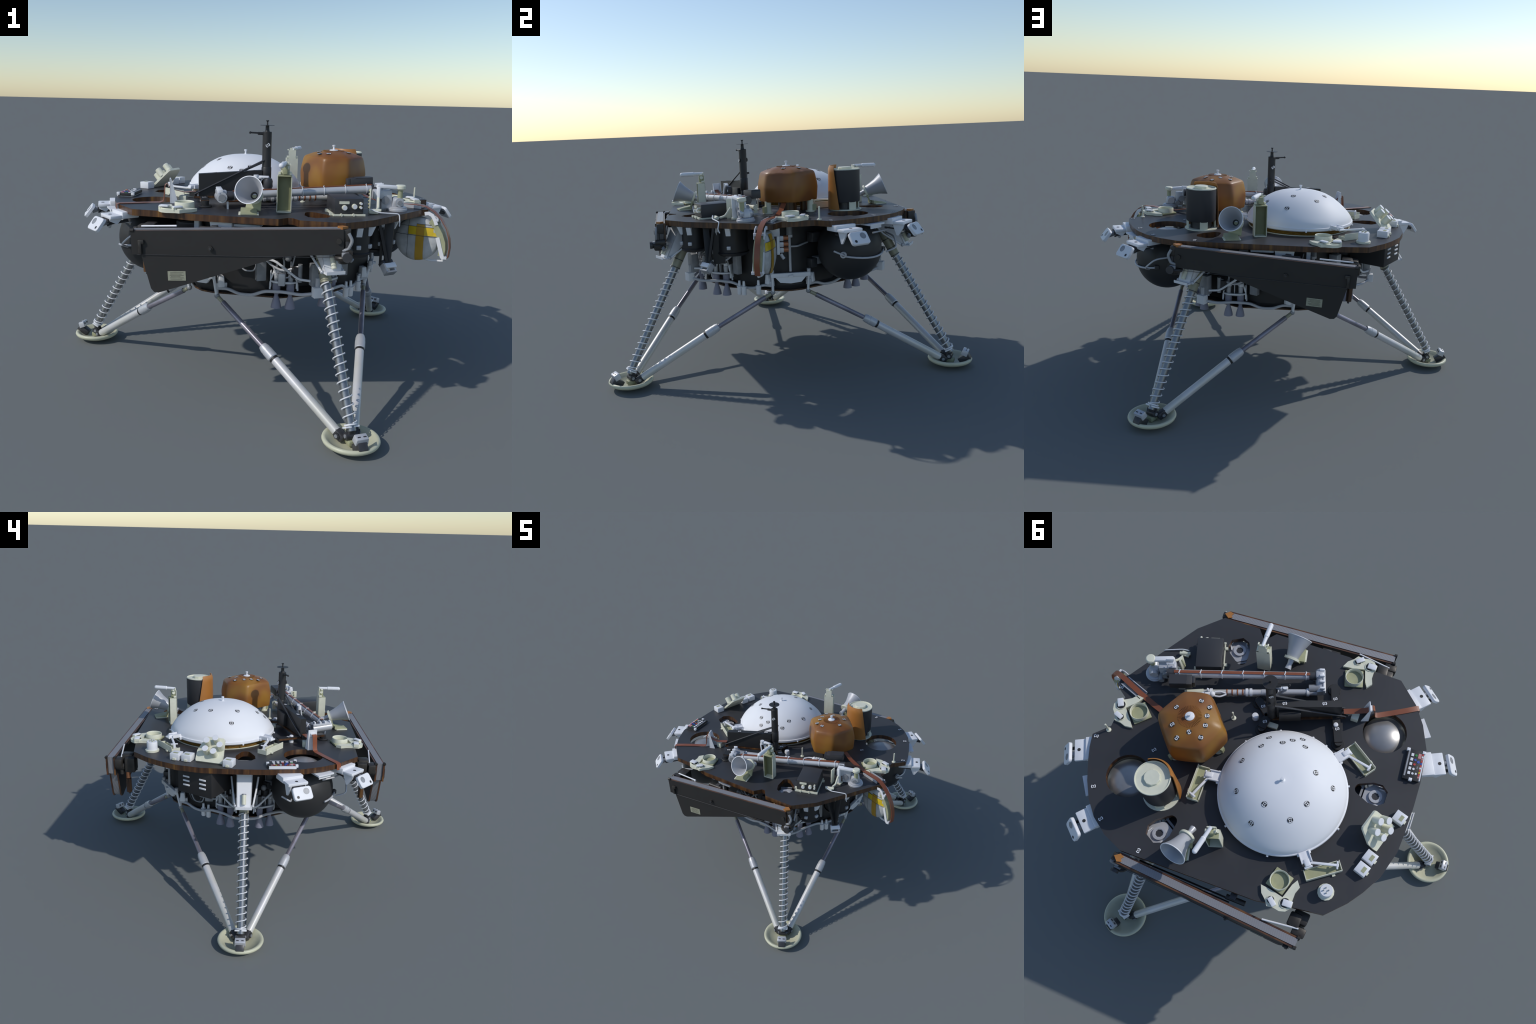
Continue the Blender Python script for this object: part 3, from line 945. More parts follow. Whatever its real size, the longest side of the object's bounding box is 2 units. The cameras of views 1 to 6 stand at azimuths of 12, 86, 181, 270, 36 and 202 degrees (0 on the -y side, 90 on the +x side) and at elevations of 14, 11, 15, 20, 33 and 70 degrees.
# --------------------------------------------------------------------------
# robotic arm, stowed
# --------------------------------------------------------------------------
T0, T1 = V((0.592, -0.214, 0.945)), V((-0.005, -0.432, 0.915))
ad = (T1 - T0).normalized()
ap = V((ad.y, -ad.x, 0)).normalized()          # sideways of the arm (+y-ish)
ut = Part("arm_tube", root, "alu")
ut.cyl(T0, T1, 0.0185, 0.0175, "alu", seg=24)
ut.cyl(T0 - ad * 0.035, T0 + ad * 0.004, 0.0205, mat="dark", seg=20)
ut.cyl(T1 - ad * 0.004, T1 + ad * 0.030, 0.0195, mat="dark", seg=20)
arm = ut.done()
rb2 = Part("arm_cable", arm, "ribbon")
rb2.strip([T0 + V((0, 0, 0.0203)), T1 + V((0, 0, 0.0193))], tuple(ap), 0.014, 0.003, "ribbon")
for i in range(7):
    c = T0.lerp(T1, 0.04 + 0.155 * i)
    rb2.lathe([(0.0192, -0.0015), (0.0212, -0.0015), (0.0212, 0.0015), (0.0192, 0.0015)], "white", place(c, ad) @ Matrix.Rotation(radians(90), 4, "Y"), 18, close=True)
    rb2.box(c + V((0, 0, 0.022)), (0.004, 0.018, 0.004), "white")
rb2.done()
# shoulder
shd = Part("arm_shoulder", arm, "alu")
S = V((0.712, -0.222, DECK))
shd.lathe([(0.046, 0), (0.046, 0.008), (0.042, 0.010), (0.042, 0.016), (0.036, 0.018)], "alu", Matrix.Translation(S), 28)
ms = place(S, -ad)
shd.box((0, 0, 0.040), (0.060, 0.040, 0.046), "alu", ms, 0.008, 0.72)
shd.cyl((0.0, -0.034, 0.040), (0.0, 0.030, 0.040), 0.020, mat="alu", m=ms, seg=20)
shd.cyl((0.0, -0.040, 0.040), (0.0, -0.033, 0.040), 0.010, mat="grey", m=ms, seg=14)
shd.box((-0.052, 0.004, 0.052), (0.050, 0.034, 0.084), "alu", ms, 0.005)
shd.box((-0.090, 0.004, 0.078), (0.050, 0.042, 0.044), "alu", ms, 0.006, 0.85)
shd.cyl((-0.060, -0.018, 0.050), (-0.060, 0.045, 0.056), 0.018, mat="grey", m=ms, seg=18)
shd.cyl((-0.035, 0.02, 0.03), (-0.035, 0.055, 0.03), 0.014, mat="grey", m=ms, seg=14)
shd.pipe([(-0.10, 0.012, 0.11), (-0.10, 0.012, 0.124), (-0.07, 0.012, 0.124), (-0.07, 0.012, 0.108)], 0.003, "white", ms, smooth=False)
shd.pipe([(-0.10, -0.010, 0.11), (-0.10, -0.010, 0.124), (-0.07, -0.010, 0.124), (-0.07, -0.010, 0.108)], 0.003, "white", ms, smooth=False)
shd.done()
# restraint bracket beside the shoulder: white L bar, leaf plate and latch
rs = Part("arm_restraint", root, "cream")
a, b = V((0.628, -0.270, 0.966)), V((0.722, -0.238, 0.960))
rs.box((0, 0, 0), ((b - a).length + 0.02, 0.024, 0.016), "white", place((a + b) / 2, b - a), 0.004)
rs.box((0.626, -0.272, 0.912), (0.016, 0.026, 0.104), "white", None, 0.004)
rs.lathe([(0.018, 0.950), (0.023, 0.956), (0.023, 0.968), (0.019, 0.972), (0, 0.973)], "cream", Matrix.Translation((0.722, -0.238, 0)), 18)
rs.cyl((0.722, -0.238, 0.90), (0.722, -0.238, 0.955), 0.012, mat="olive")
rs.box((0.592, -0.292, 0.906), (0.006, 0.036, 0.100), "cream", turn((0, 0, 0), 0), 0.001)
for i in range(6):
    rs.ball((0.588, -0.300 + 0.002 * i, 0.872 + 0.015 * i), 0.005, "olive", seg=8)
rs.box((0.626, -0.272, DECK + 0.005), (0.036, 0.034, 0.008), "cream")
rs.box((0.613, -0.365, DECK + 0.008), (0.040, 0.024, 0.012), "cream", turn((0, 0, 0), 0), 0.002)
rs.cyl((0.590, -0.372, DECK + 0.014), (0.640, -0.358, DECK + 0.014), 0.008, mat="cream", seg=10)
rs.pipe([(0.622, -0.345, DECK + 0.012), (0.630, -0.320, DECK + 0.020), (0.628, -0.290, DECK + 0.060)], 0.006, "cream")
rs.pipe([(0.60, -0.382, DECK + 0.022), (0.635, -0.385, DECK + 0.010), (0.723, -0.352, DECK + 0.004), (0.726, -0.360, DECK - 0.03), (0.726, -0.352, DECK - 0.05)], 0.0028, "white")
rs.done()
# elbow, forearm, tool turret
F0, F1 = V((-0.062, -0.372, 0.895)), V((0.525, -0.160, 0.895))
el = Part("arm_elbow", arm, "alu")
me_ = place(T1 + ad * 0.045, -ad)
el.box((0, 0, 0.002), (0.040, 0.036, 0.046), "alu", me_, 0.008)
el.cyl((-0.006, -0.030, -0.004), (-0.006, 0.085, -0.012), 0.024, mat="alu", m=me_, seg=20)
el.cyl((-0.006, -0.036, -0.004), (-0.006, -0.029, -0.004), 0.015, mat="grey", m=me_, seg=16)
el.box((-0.018, 0.028, 0.0), (0.014, 0.120, 0.040), "alu", me_, 0.004)
for y in (-0.02, 0.01, 0.04, 0.075):
    el.box((-0.010, y, 0.024), (0.024, 0.010, 0.014), "white", me_, 0.002)
el.pipe([(0.0, 0.06, -0.02), (0.03, 0.07, -0.035), (0.08, 0.066, -0.035)], 0.006, "copper", me_)
el.cyl((0.0, 0.062, -0.010), (0.05, 0.062, -0.014), 0.021, mat="grey", m=me_, seg=18)
el.box((0.02, -0.01, -0.045), (0.008, 0.008, 0.04), "white", me_)
el.done()
fo = Part("forearm", arm, "alu")
fd = (F1 - F0).normalized()
fo.cyl(F0, F0.lerp(F1, 0.42), 0.015, mat="alu", seg=18)
fo.cyl(F0.lerp(F1, 0.42), F0.lerp(F1, 0.86), 0.0135, mat="legtube", seg=18)
fo.cyl(F0.lerp(F1, 0.86), F1, 0.017, 0.012, "cream", seg=14)
for t in (0.07, 0.30, 0.36, 0.50, 0.53, 0.80):
    c = F0.lerp(F1, t)
    fo.cyl(c - fd * 0.006, c + fd * 0.006, 0.019, mat="white", seg=16)
for t in (0.56, 0.60, 0.64, 0.68):
    c = F0.lerp(F1, t)
    fo.cyl(c - fd * 0.003, c + fd * 0.003, 0.0155, mat="copper", seg=16)
fo.box(F0.lerp(F1, 0.82) + V((0, 0, 0.012)), (0.008, 0.008, 0.05), "white")
fo.done()
gr = Part("grapple", arm, "white")
G = V((0.335, -0.214, 0.905))
g2 = V((0.445, -0.170, 0.912))
gd = (g2 - G).normalized()
gp = V((-gd.y, gd.x, 0))
for s in (-1, 1):
    gr.pipe([G + gp * 0.002 * s, G + gd * 0.03 + gp * 0.014 * s, G + gd * 0.055 + gp * 0.010 * s], 0.004, "white")
gr.pipe([G + gd * -0.03, G + gd * 0.05], 0.002, "dark")
gr.ball(G + gd * 0.066, 0.014, "white")
gr.cyl(G + gd * 0.075, G + gd * 0.10, 0.010, mat="white")
gr.ball(G + gd * 0.108, 0.012, "white", squash=0.5)
gr.cyl(G + gd * 0.105, G + gd * 0.14, 0.006, mat="cream")
gr.box(G + gd * 0.15 + V((0, 0, -0.028)), (0.02, 0.02, 0.045), "cream")
gr.done()
cam = Part("arm_camera", arm, "black")
mc = place((0.540, -0.176, 0.965), -ad)
cam.box((0, 0, 0.004), (0.104, 0.052, 0.042), "black", mc, 0.003)
cam.box((0.012, 0, 0.0262), (0.080, 0.048, 0.002), "black", mc)
cam.box((-0.058, 0, 0.006), (0.018, 0.042, 0.034), "black", mc, 0.001, 0.8)
cam.box((0, 0, -0.03), (0.03, 0.03, 0.04), "grey", mc)
cam.done()
# scoop and its actuator, on top of the forearm
sc = Part("arm_scoop", arm, "grey")
P = V((0.098, -0.300, 0.955))
sc.lathe([(0, -0.030), (0.016, -0.026), (0.022, -0.012), (0.022, 0.012), (0.018, 0.024), (0.008, 0.028), (0, 0.028)], "dark", Matrix.Translation(P + V((0.028, 0.012, 0))), 18)
sc.cyl(P + V((-0.026, 0, 0.016)), P + V((-0.026, 0, 0.040)), 0.012, mat="white")
sc.cyl(P + V((-0.028, 0.002, 0.026)), P + V((0.0, 0.004, 0.030)), 0.008, mat="white")
for s in (-1, 1):
    sc.pipe([P + V((-0.028 + 0.006 * s, 0.008 * s, 0.020)), P + V((-0.004 + 0.010 * s, -0.008 + 0.012 * s, -0.046))], 0.0045, "white", smooth=False)
sc.box(P + V((0.008, 0.005, 0.032)), (0.05, 0.016, 0.010), "white", None, 0.003)
sc.box(P + V((0.034, 0.008, -0.03)), (0.016, 0.018, 0.030), "grey")
sc.lathe([(0.024, -0.004), (0.030, -0.004), (0.030, 0.004), (0.024, 0.004)], "white", place(P + V((0.020, 0.010, 0.002)), (0, 0, 1), z=(0, 1, 0)), 18, close=True)
sc.done()

# --------------------------------------------------------------------------
# flat cable from the amber box over the rim and the cable reel under it
# --------------------------------------------------------------------------
RD = V((0.935, -0.355, 0)).normalized()
RP = V((-RD.y, RD.x, 0))
E0 = V((0.848, -0.138, 0))
fc = Part("flat_cable", root, "ribbon")
pts = [(0.50, -0.005, 0.925), (0.53, -0.017, 0.905), (0.575, -0.034, 0.882), (0.64, -0.059, 0.868), (0.73, -0.094, 0.866), (0.80, -0.123, 0.872), (0.846, -0.144, 0.868),
       (0.884, -0.162, 0.848), (0.918, -0.176, 0.815), (0.943, -0.185, 0.775), (0.957, -0.190, 0.730), (0.962, -0.193, 0.690), (0.958, -0.192, 0.645), (0.948, -0.189, 0.632)]
fc.strip(pts, tuple(RP), 0.026, 0.003, "ribbon")
fc.done()
gd_ = Part("cable_guide", root, "alu")
mg = place((0.772, -0.110, DECK + 0.006), RD)
for s in (-1, 1):
    gd_.box((0, s * 0.0235, 0.002), (0.125, 0.004, 0.014), "alu", mg)
gd_.box((0, 0, -0.003), (0.125, 0.046, 0.003), "grey", mg)
gd_.done()
E0 = V((0.848, -0.153, 0))
# saddle: a curved olive block behind the ribbon
sd = Part("cable_saddle", root, "olive")
outer = [(0.878, 0.818), (0.905, 0.795), (0.930, 0.755), (0.945, 0.715), (0.948, 0.680), (0.944, 0.650)]
inner = [(0.918, 0.650), (0.920, 0.690), (0.908, 0.730), (0.890, 0.765), (0.868, 0.795)]
def along(x):
    return V((x, E0.y + (x - E0.x) * RD.y / RD.x, 0))
prof = [((along(x) - E0).dot(RD), z) for x, z in outer + inner]
n = len(prof)
vs = []
for s in (-1, 1):
    for a, z in prof:
        vs.append(E0 + RD * a + RP * 0.021 * s + V((0, 0, z)))
sd.add(vs, [tuple(range(n)), tuple(reversed(range(n, 2 * n)))] + [(i, i + n, (i + 1) % n + n, (i + 1) % n) for i in range(n)], "olive")
sdo = sd.done()
sr2 = Part("saddle_rail", sdo, "white")
for s in (-1, 1):
    sr2.strip([E0 + RD * a + RP * 0.024 * s + V((0, 0, z)) for a, z in ((0.0, 0.838), (0.018, 0.842), (0.036, 0.834), (0.050, 0.812), (0.058, 0.792))], tuple(RP), 0.004, 0.016, "white")
    sr2.strip([E0 + RD * a + RP * 0.024 * s + V((0, 0, z)) for a, z in ((0.068, 0.735), (0.082, 0.690), (0.096, 0.648), (0.104, 0.640))], tuple(RP), 0.004, 0.018, "white")
sr2.box(E0 + RD * 0.100 + V((0, 0, 0.645)), (0.014, 0.06, 0.012), "white")
sr2.box(E0 + RD * 0.050 + V((0, 0, 0.815)), (0.012, 0.056, 0.012), "white")
sr2.pipe([E0 + RD * 0.100 + V((0, 0, 0.640)), E0 + RD * 0.095 + V((0, 0, 0.624)), E0 + RD * 0.03 + V((0, 0, 0.618)), E0 + RD * 0.005 + V((0, 0, 0.625))], 0.005, "white")
sr2.done()
# reel: blanket covered disc with crossed tapes
RC = V((0.819, -0.137, 0.716))
face = V((-RD.y * -1, -RD.x, 0))               # toward -y
face = V((RD.y, -RD.x, 0)).normalized()
mr = Matrix((RD, V((0, 0, 1)), -face)).transposed().to_4x4()
if mr.to_3x3().determinant() < 0:
    mr = Matrix((RD, V((0, 0, 1)), face)).transposed().to_4x4()
face = mr.to_3x3() @ V((0, 0, 1))
mr.translation = RC
rl = Part("cable_reel", root, "cloth", mr, angle=50)
fs_ = 1 if face.y < 0 else -1
R = 0.103
prof = [(0, -0.036), (R * 0.4, -0.035), (R * 0.72, -0.031), (R * 0.93, -0.022), (R, -0.010), (R, 0.004), (R, 0.018), (R * 0.93, 0.026), (R * 0.72, 0.032), (R * 0.4, 0.035), (0, 0.036)]
if fs_ < 0:
    prof = [(r, -h) for r, h in prof]
rl.lathe(prof, "cloth", None, 48)
reel = rl.done()
def bulge(x, y):
    r = math.hypot(x, y) / R
    tab = [(0, 0.036), (0.4, 0.035), (0.72, 0.032), (0.93, 0.026), (1.0, 0.018), (1.3, 0.0)]
    for (a, ha), (b, hb) in zip(tab, tab[1:]):
        if a <= r <= b:
            return ha + (hb - ha) * (r - a) / (b - a)
    return 0
def tape(part, x0, x1, y0, y1, mat, lift, horiz, back=False):
    k = 22
    vs, fs = [], []
    for i in range(k + 1):
        t = i / k
        for s in (0, 1):
            x = x0 + (x1 - x0) * (t if horiz else s)
            y = y0 + (y1 - y0) * (s if horiz else t)
            rr = math.hypot(x, y)
            if rr > R * 0.985:
                q = R * 0.985 / rr
                x, y = x * q, y * q
            vs.append((x, y, -fs_ * (bulge(x, y) * 0.98 + lift) if back else fs_ * (bulge(x, y) + lift)))
    for i in range(k):
        fs.append((2 * i, 2 * i + 2, 2 * i + 3, 2 * i + 1))
    part.add(vs, fs, mat)
tp = Part("reel_tape", reel, "yellow")
tape(tp, 0.020 - 0.018, 0.020 + 0.020, -R, 0.072, "amber", 0.0034, False)
tape(tp, -0.036, 0.096, 0.022, 0.060, "yellow", 0.0026, True)
tape(tp, 0.020 - 0.018, 0.096, 0.072, 0.074, "dark", 0.0040, True)
tape(tp, -R, R, 0.018, 0.020, "dark", 0.0040, True)
tape(tp, -R, R, 0.060, 0.0615, "dark", 0.0040, True)
tape(tp, -0.036, -0.0345, -R, R, "dark", 0.0040, False)
tape(tp, 0.020 - 0.018, 0.020 + 0.020, -R, R * 0.9, "amber", 0.0034, False, True)
tape(tp, -0.036, 0.096, 0.022, 0.060, "yellow", 0.0026, True, True)
tape(tp, -R, R, 0.018, 0.020, "dark", 0.0040, True, True)
tape(tp, -R, R, 0.060, 0.0615, "dark", 0.0040, True, True)
tp.done()
rbk = Part("reel_bracket", root, "alu")
for z in (0.710, 0.738, 0.768):
    rbk.box((0.745, -0.056, z), (0.035, 0.020, 0.024), "alu", None, 0.003)
    rbk.cyl((0.745, -0.046, z), (0.745, -0.022, z), 0.0125, mat="copper")
rbk.box((0.745, -0.073, 0.740), (0.045, 0.014, 0.100), "white", None, 0.002)
rbk.pipe([(0.745, -0.06, 0.69), (0.745, -0.05, 0.672), (0.745, -0.045, 0.665)], 0.008, "alu")
rbk.box((0.77, -0.09, 0.805), (0.03, 0.05, 0.045), "alu", None, 0.003)
rbk.done()

# --------------------------------------------------------------------------
# thruster arms at the deck rim
# --------------------------------------------------------------------------
def thruster_meshes(flip=1):
    p = Part("thruster_arm", None, "white")
    p.box((-0.140, 0, 0.036), (0.080, 0.112, 0.030), "white", None, 0.003)
    p.box((-0.075, 0, 0.029), (0.062, 0.108, 0.016), "white", None, 0.004)
    p.cyl((-0.066, 0.0, 0.0365), (-0.066, 0.0, 0.0378), 0.008, mat="dot", seg=16)
    p.prism([(-0.105, 0.0), (-0.044, 0.0), (-0.048, -0.016), (-0.074, -0.055), (-0.084, -0.055)], -0.004, 0.004, "white",
            Matrix.Translation((0, -0.040, 0.022)) @ Matrix.Rotation(radians(90), 4, "X"))
    p.prism([(-0.105, 0.0), (-0.044, 0.0), (-0.048, -0.010), (-0.080, -0.026)], -0.003, 0.003, "white",
            Matrix.Translation((0, 0.040, 0.022)) @ Matrix.Rotation(radians(90), 4, "X"))
    p.cyl((-0.05, 0.01, 0.008), (-0.014, 0.01, 0.002), 0.012, 0.017, "grey")
    p.cyl((-0.05, -0.024, 0.005), (-0.012, -0.026, -0.006), 0.008, mat="dark")
    p.box((-0.055, 0, 0.012), (0.03, 0.07, 0.016), "dark")
    p.pipe([(-0.14, 0.03, 0.004), (-0.06, 0.03, 0.0), (-0.045, 0.015, -0.01)], 0.004, "dark")
    p.pipe([(-0.16, -0.02, 0.0), (-0.08, -0.02, -0.006), (-0.05, -0.025, -0.008)], 0.004, "dark")
    arm_ = p.mesh()
    q = Part("thruster_pad", None, "white")
    tl = Matrix.Rotation(radians(52), 4, "Y")       # pad leans outward and faces up-out
    rc = 0.013
    rr = [(sx * (0.033 - rc) + rc * cos(a), sy * (0.050 - rc) + rc * sin(a)) for sx, sy, a0 in ((1, 1, 0), (-1, 1, 90), (-1, -1, 180), (1, -1, 270)) for a in [radians(a0 + 22.5 * k) for k in range(5)]]
    q.prism(rr, -0.010, 0.003, "white", tl)
    q.prism(rr, 0.003, 0.0055, "white", tl, scale_top=0.94)
    for (x, y, r) in ((-0.008, -0.020 * flip, 0.016), (0.017, 0.030 * flip, 0.0075)):
        q.lathe([(r, 0.005), (r, 0.0062), (r * 0.88, 0.0062), (r * 0.88, 0.0052)], "grey", tl @ Matrix.Translation((x, y, 0)), 20, close=True)
        q.lathe([(r * 0.88, 0.0056), (0, 0.0054)], "grey" if r > 0.01 else "dot", tl @ Matrix.Translation((x, y, 0)), 20)
    return arm_, q.mesh()
arm_me, pad_me = thruster_meshes(1)
arm_unused, pad_me2 = thruster_meshes(-1)
bpy.data.meshes.remove(arm_unused)
for rx, ry, deg in ((-0.674, -0.608, 228), (-0.864, -0.283, 205), (0.674, 0.608, 48), (0.864, 0.283, 25)):
    ob = put("thruster_arm", arm_me, root, turn((AX + rx, ry, 0.784), deg))
    put("thruster_pad", pad_me2 if abs(rx) > 0.8 else pad_me, ob)
# small white shelves between each pair of arms, and under the long sides
sw = Part("rim_shelf", None, "white")
sw.prism([(-0.04, -0.045), (0.03, -0.050), (0.03, 0.050), (-0.04, 0.045)], -0.012, -0.004, "white")
sw.box((0.018, 0, -0.018), (0.004, 0.075, 0.020), "white")
sw_me = sw.mesh()
for x, y, d in ((-0.580, -0.392, 215), (0.775, 0.392, 35)):
    put("rim_shelf", sw_me, root, turn((x, y, DECK - DECK_T), d))
for sgn in (-1, 1):
    p = Part("hull_bracket", root, "white")
    p.box((-0.012, sgn * 0.575, 0.808), (0.088, 0.06, 0.034), "white", None, 0.002, 1.12)
    p.box((0.098, sgn * 0.56, 0.812), (0.116, 0.07, 0.012), "white", None, 0.004)
    p.box((-0.13, sgn * 0.56, 0.80), (0.02, 0.02, 0.05), "white")
    p.done()

# --------------------------------------------------------------------------
# folded fan solar arrays
# --------------------------------------------------------------------------
def solar(sgn):
    """sgn -1: the -y side; +1: the +y side (mirror image)"""
    A = V((0.505, sgn * (0.655 if sgn < 0 else 0.660), 0.842))
    B = V((-0.358, sgn * (0.722 if sgn < 0 else 0.729), 0.797))
    x = (B - A).normalized()
    z = V((0, 0, 1))
    z = (z - x * x.z).normalized()
    y = z.cross(x)
    L = (B - A).length
    m = Matrix((x, y, z)).transposed().to_4x4()
    m.translation = A
    inv = m.inverted()
    poly = [(0.0, 0.0), (L + 0.004, 0.0), (L + 0.004, -0.103), (L - 0.036, -0.106), (L - 0.068, -0.250), (L - 0.080, -0.265), (L - 0.100, -0.268), (0.245, -0.112), (0.0, -0.104)]
    p = Part("folded_solar_fan", root, "fan", m)
    rx = Matrix.Rotation(radians(90), 4, "X")
    # prism outlines are (length, height); thickness runs along local -y/+y
    shrink = [(min(max(a, 0.004), L - 0.004), min(b, 0) + (0.006 if b < -0.05 else 0.0)) for a, b in poly]
    p.prism(shrink, -0.016, 0.016, "fan", rx)
    fan = p.done()
    for s in (-1, 1):
        q = Part("solar_panel", fan, "panel")
        lower = [(a, b - (0.004 if b > -0.05 else 0)) for a, b in poly]
        o = sorted((s * 0.0165, s * 0.0255))
        q.prism(lower, o[0], o[1], "panel", rx, side="panelfoil")
        q.done()
    out = -sgn                                   # which side is outside, in local y of the prism (before rx flips)
    face_y = 0.0256
    oy = 1 if (m.to_3x3() @ V((0, 1, 0))).y * sgn > 0 else -1
    d = Part("panel_fitting", fan, "bronze")
    Y = oy * face_y
    d.box((L * 0.79, Y, -0.195), (0.076, 0.003, 0.040), "placard")
    for r in range(6):
        w = (0.056, 0.048, 0.060, 0.040, 0.058, 0.050)[r]
        d.box((L * 0.79 + (0.06 - w) / 2 * (1 if r % 2 else -1) * 0.5, Y + oy * 0.0017, -0.181 - 0.0055 * r), (w, 0.001, 0.0016), "ink")
    d.cyl((L * 0.620, Y, -0.078), (L * 0.620, Y + oy * 0.010, -0.078), 0.011, mat="bronze", seg=14)
    d.cyl((L * 0.620, Y, -0.078), (L * 0.620, Y + oy * 0.016, -0.078), 0.005, mat="dark", seg=10)
    d.cyl((0.018, Y, -0.050), (0.018, Y + oy * 0.008, -0.050), 0.011, mat="bronze", seg=16)
    d.box((L - 0.040, Y + oy * 0.006, -0.050), (0.026, 0.012, 0.018), "bronze", None, 0.003)
    d.box((L - 0.035, Y + oy * 0.006, -0.075), (0.014, 0.014, 0.050), "bronze", None, 0.003)
    d.pipe([(L - 0.02, Y + oy * 0.003, -0.104), (0.35, Y + oy * 0.003, -0.112), (0.0, Y + oy * 0.003, -0.116)], 0.0012, "dark", seg=6, smooth=False)
    for a in (0.30, 0.55):
        pass
    d.done()
    # amber tip at the near end, hinge hardware at both ends
    h = Part("panel_hinge", fan, "bronze")
    h.prism([(-0.018, 0.0), (0.004, -0.019), (0.024, -0.012), (0.016, 0.0), (0.024, 0.012), (0.004, 0.019)], -0.004, 0.005, "kapton")
    h.box((-0.012, 0, -0.030), (0.034, 0.036, 0.050), "bronze", None, 0.005)
    h.box((-0.012, 0, -0.075), (0.020, 0.030, 0.060), "dark", None, 0.004)
    h.cyl((-0.020, -0.02, -0.10), (-0.020, 0.03, -0.10), 0.016, mat="bronze")
    h.pipe([(-0.02, oy * 0.020, -0.02), (-0.035, oy * 0.024, -0.05), (-0.018, oy * 0.024, -0.085), (0.004, oy * 0.020, -0.09)], 0.007, "grey")
    h.cyl((-0.014, -oy * 0.025, -0.118), (-0.014, oy * 0.050, -0.112), 0.013, mat="bronze")
    h.cyl((-0.014, oy * 0.045, -0.112), (-0.014, oy * 0.058, -0.112), 0.019, mat="dark")
    h.cyl((0.0, -oy * 0.02, -0.135), (0.0, oy * 0.03, -0.130), 0.010, mat="bronze")
    h.box((L - 0.014, -oy * 0.046, -0.030), (0.060, 0.040, 0.050), "bronze", None, 0.006)
    h.box((L - 0.050, -oy * 0.085, -0.020), (0.055, 0.060, 0.060), "bronze", None, 0.008)
    h.cyl((L - 0.020, -oy * 0.055, -0.055), (L - 0.020, -oy * 0.055, -0.10), 0.013, mat="bronze")
    h.cyl((L - 0.035, -oy * 0.080, -0.06), (L - 0.020, -oy * 0.088, -0.125), 0.012, mat="copper")
    h.cyl((L - 0.020, -oy * 0.088, -0.125), (L - 0.020, -oy * 0.088, -0.205), 0.015, mat="foil")
    h.ball((L - 0.020, -oy * 0.088, -0.213), 0.006, "dark", seg=8)
    for a, w in ((L - 0.002, 0.012), (L - 0.002, -0.012)):
        h.cyl((a - 0.008, w * 1.9, -0.002), (a + 0.006, w * 1.9, -0.002), 0.008, mat="bronze", seg=10)
    h.pipe([(L - 0.18, -oy * 0.026, 0.006), (L - 0.02, -oy * 0.056, 0.0)], 0.004, "white", smooth=False)
    W = lambda x_, y_, z_: inv @ V((x_, sgn * y_, z_))
    h.pipe([W(0.430, 0.632, 0.770), W(0.004, 0.652, 0.770)], 0.004, "bronze", smooth=False)
    h.pipe([W(0.400, 0.642, 0.760), W(-0.016, 0.666, 0.760)], 0.003, "bronze", smooth=False)
    h.cyl(W(0.000, 0.650, 0.800), W(-0.090, 0.652, 0.800), 0.012, mat="bronze")
    h.box(W(-0.03, 0.640, 0.795), (0.03, 0.03, 0.04), "dark", None, 0.004)
    # roller dish and shaft below the near end
    h.lathe([(0.020, -0.012), (0.026, 0.0), (0.036, 0.004), (0.038, 0.014), (0.034, 0.020), (0.012, 0.022)], "bronze", Matrix.Translation(W(0.512, 0.670, 0.712)), 20)
    h.cyl(W(0.526, 0.668, 0.725), W(0.526, 0.668, 0.790), 0.011, mat="dark")
    h.cyl(W(0.520, 0.650, 0.725), W(0.545, 0.640, 0.705), 0.010, mat="grey")
    h.box(W(0.520, 0.690, 0.735), (0.030, 0.016, 0.026), "grey", None, 0.003)
    # hinge housing at the far end, between panel and deck
    h.box(W(-0.335, 0.622, 0.758), (0.070, 0.056, 0.085), "bronze", None, 0.008)
    h.cyl(W(-0.345, 0.655, 0.745), W(-0.345, 0.700, 0.745), 0.020, mat="bronze")
    h.cyl(W(-0.300, 0.600, 0.715), W(-0.340, 0.655, 0.715), 0.010, mat="dark")
    h.done()
solar(-1)
solar(1)

# --------------------------------------------------------------------------
# body under the deck
# --------------------------------------------------------------------------
def hexagon(R, cut=0.0, deg=0):
    pts = []
    for i in range(6):
        a = radians(60 * i + deg)
        p = V((R * cos(a), R * sin(a)))
        q = V((R * cos(a - pi / 3), R * sin(a - pi / 3)))
        s = V((R * cos(a + pi / 3), R * sin(a + pi / 3)))
        if cut:
            for t in (0, 0.5, 1):
                A_, B_ = p.lerp(q, cut), p.lerp(s, cut)
                w = (1 - t) ** 2 * A_ + 2 * t * (1 - t) * p + t * t * B_
                pts.append((AX + w.x, w.y))
        else:
            pts.append((AX + p.x, p.y))
    return pts
def belly(R, leg_cut):
    """hexagon with the three leg corners cut square at radius leg_cut"""
    pts = []
    for i in range(6):
        a = radians(60 * i)
        if i % 2 == 0:
            for da, q in ((-7, 0.945), (0, 0.965), (7, 0.945)):
                pts.append((R * q * cos(a + radians(da)), R * q * sin(a + radians(da))))
        else:
            half = (R - leg_cut) * math.sqrt(3)
            for s_ in (-1, 1):
                pts.append((leg_cut * cos(a) - s_ * half * sin(a), leg_cut * sin(a) + s_ * half * cos(a)))
    return [(AX + x, y) for x, y in pts]
hl = Part("hull", root, "hull", angle=30)
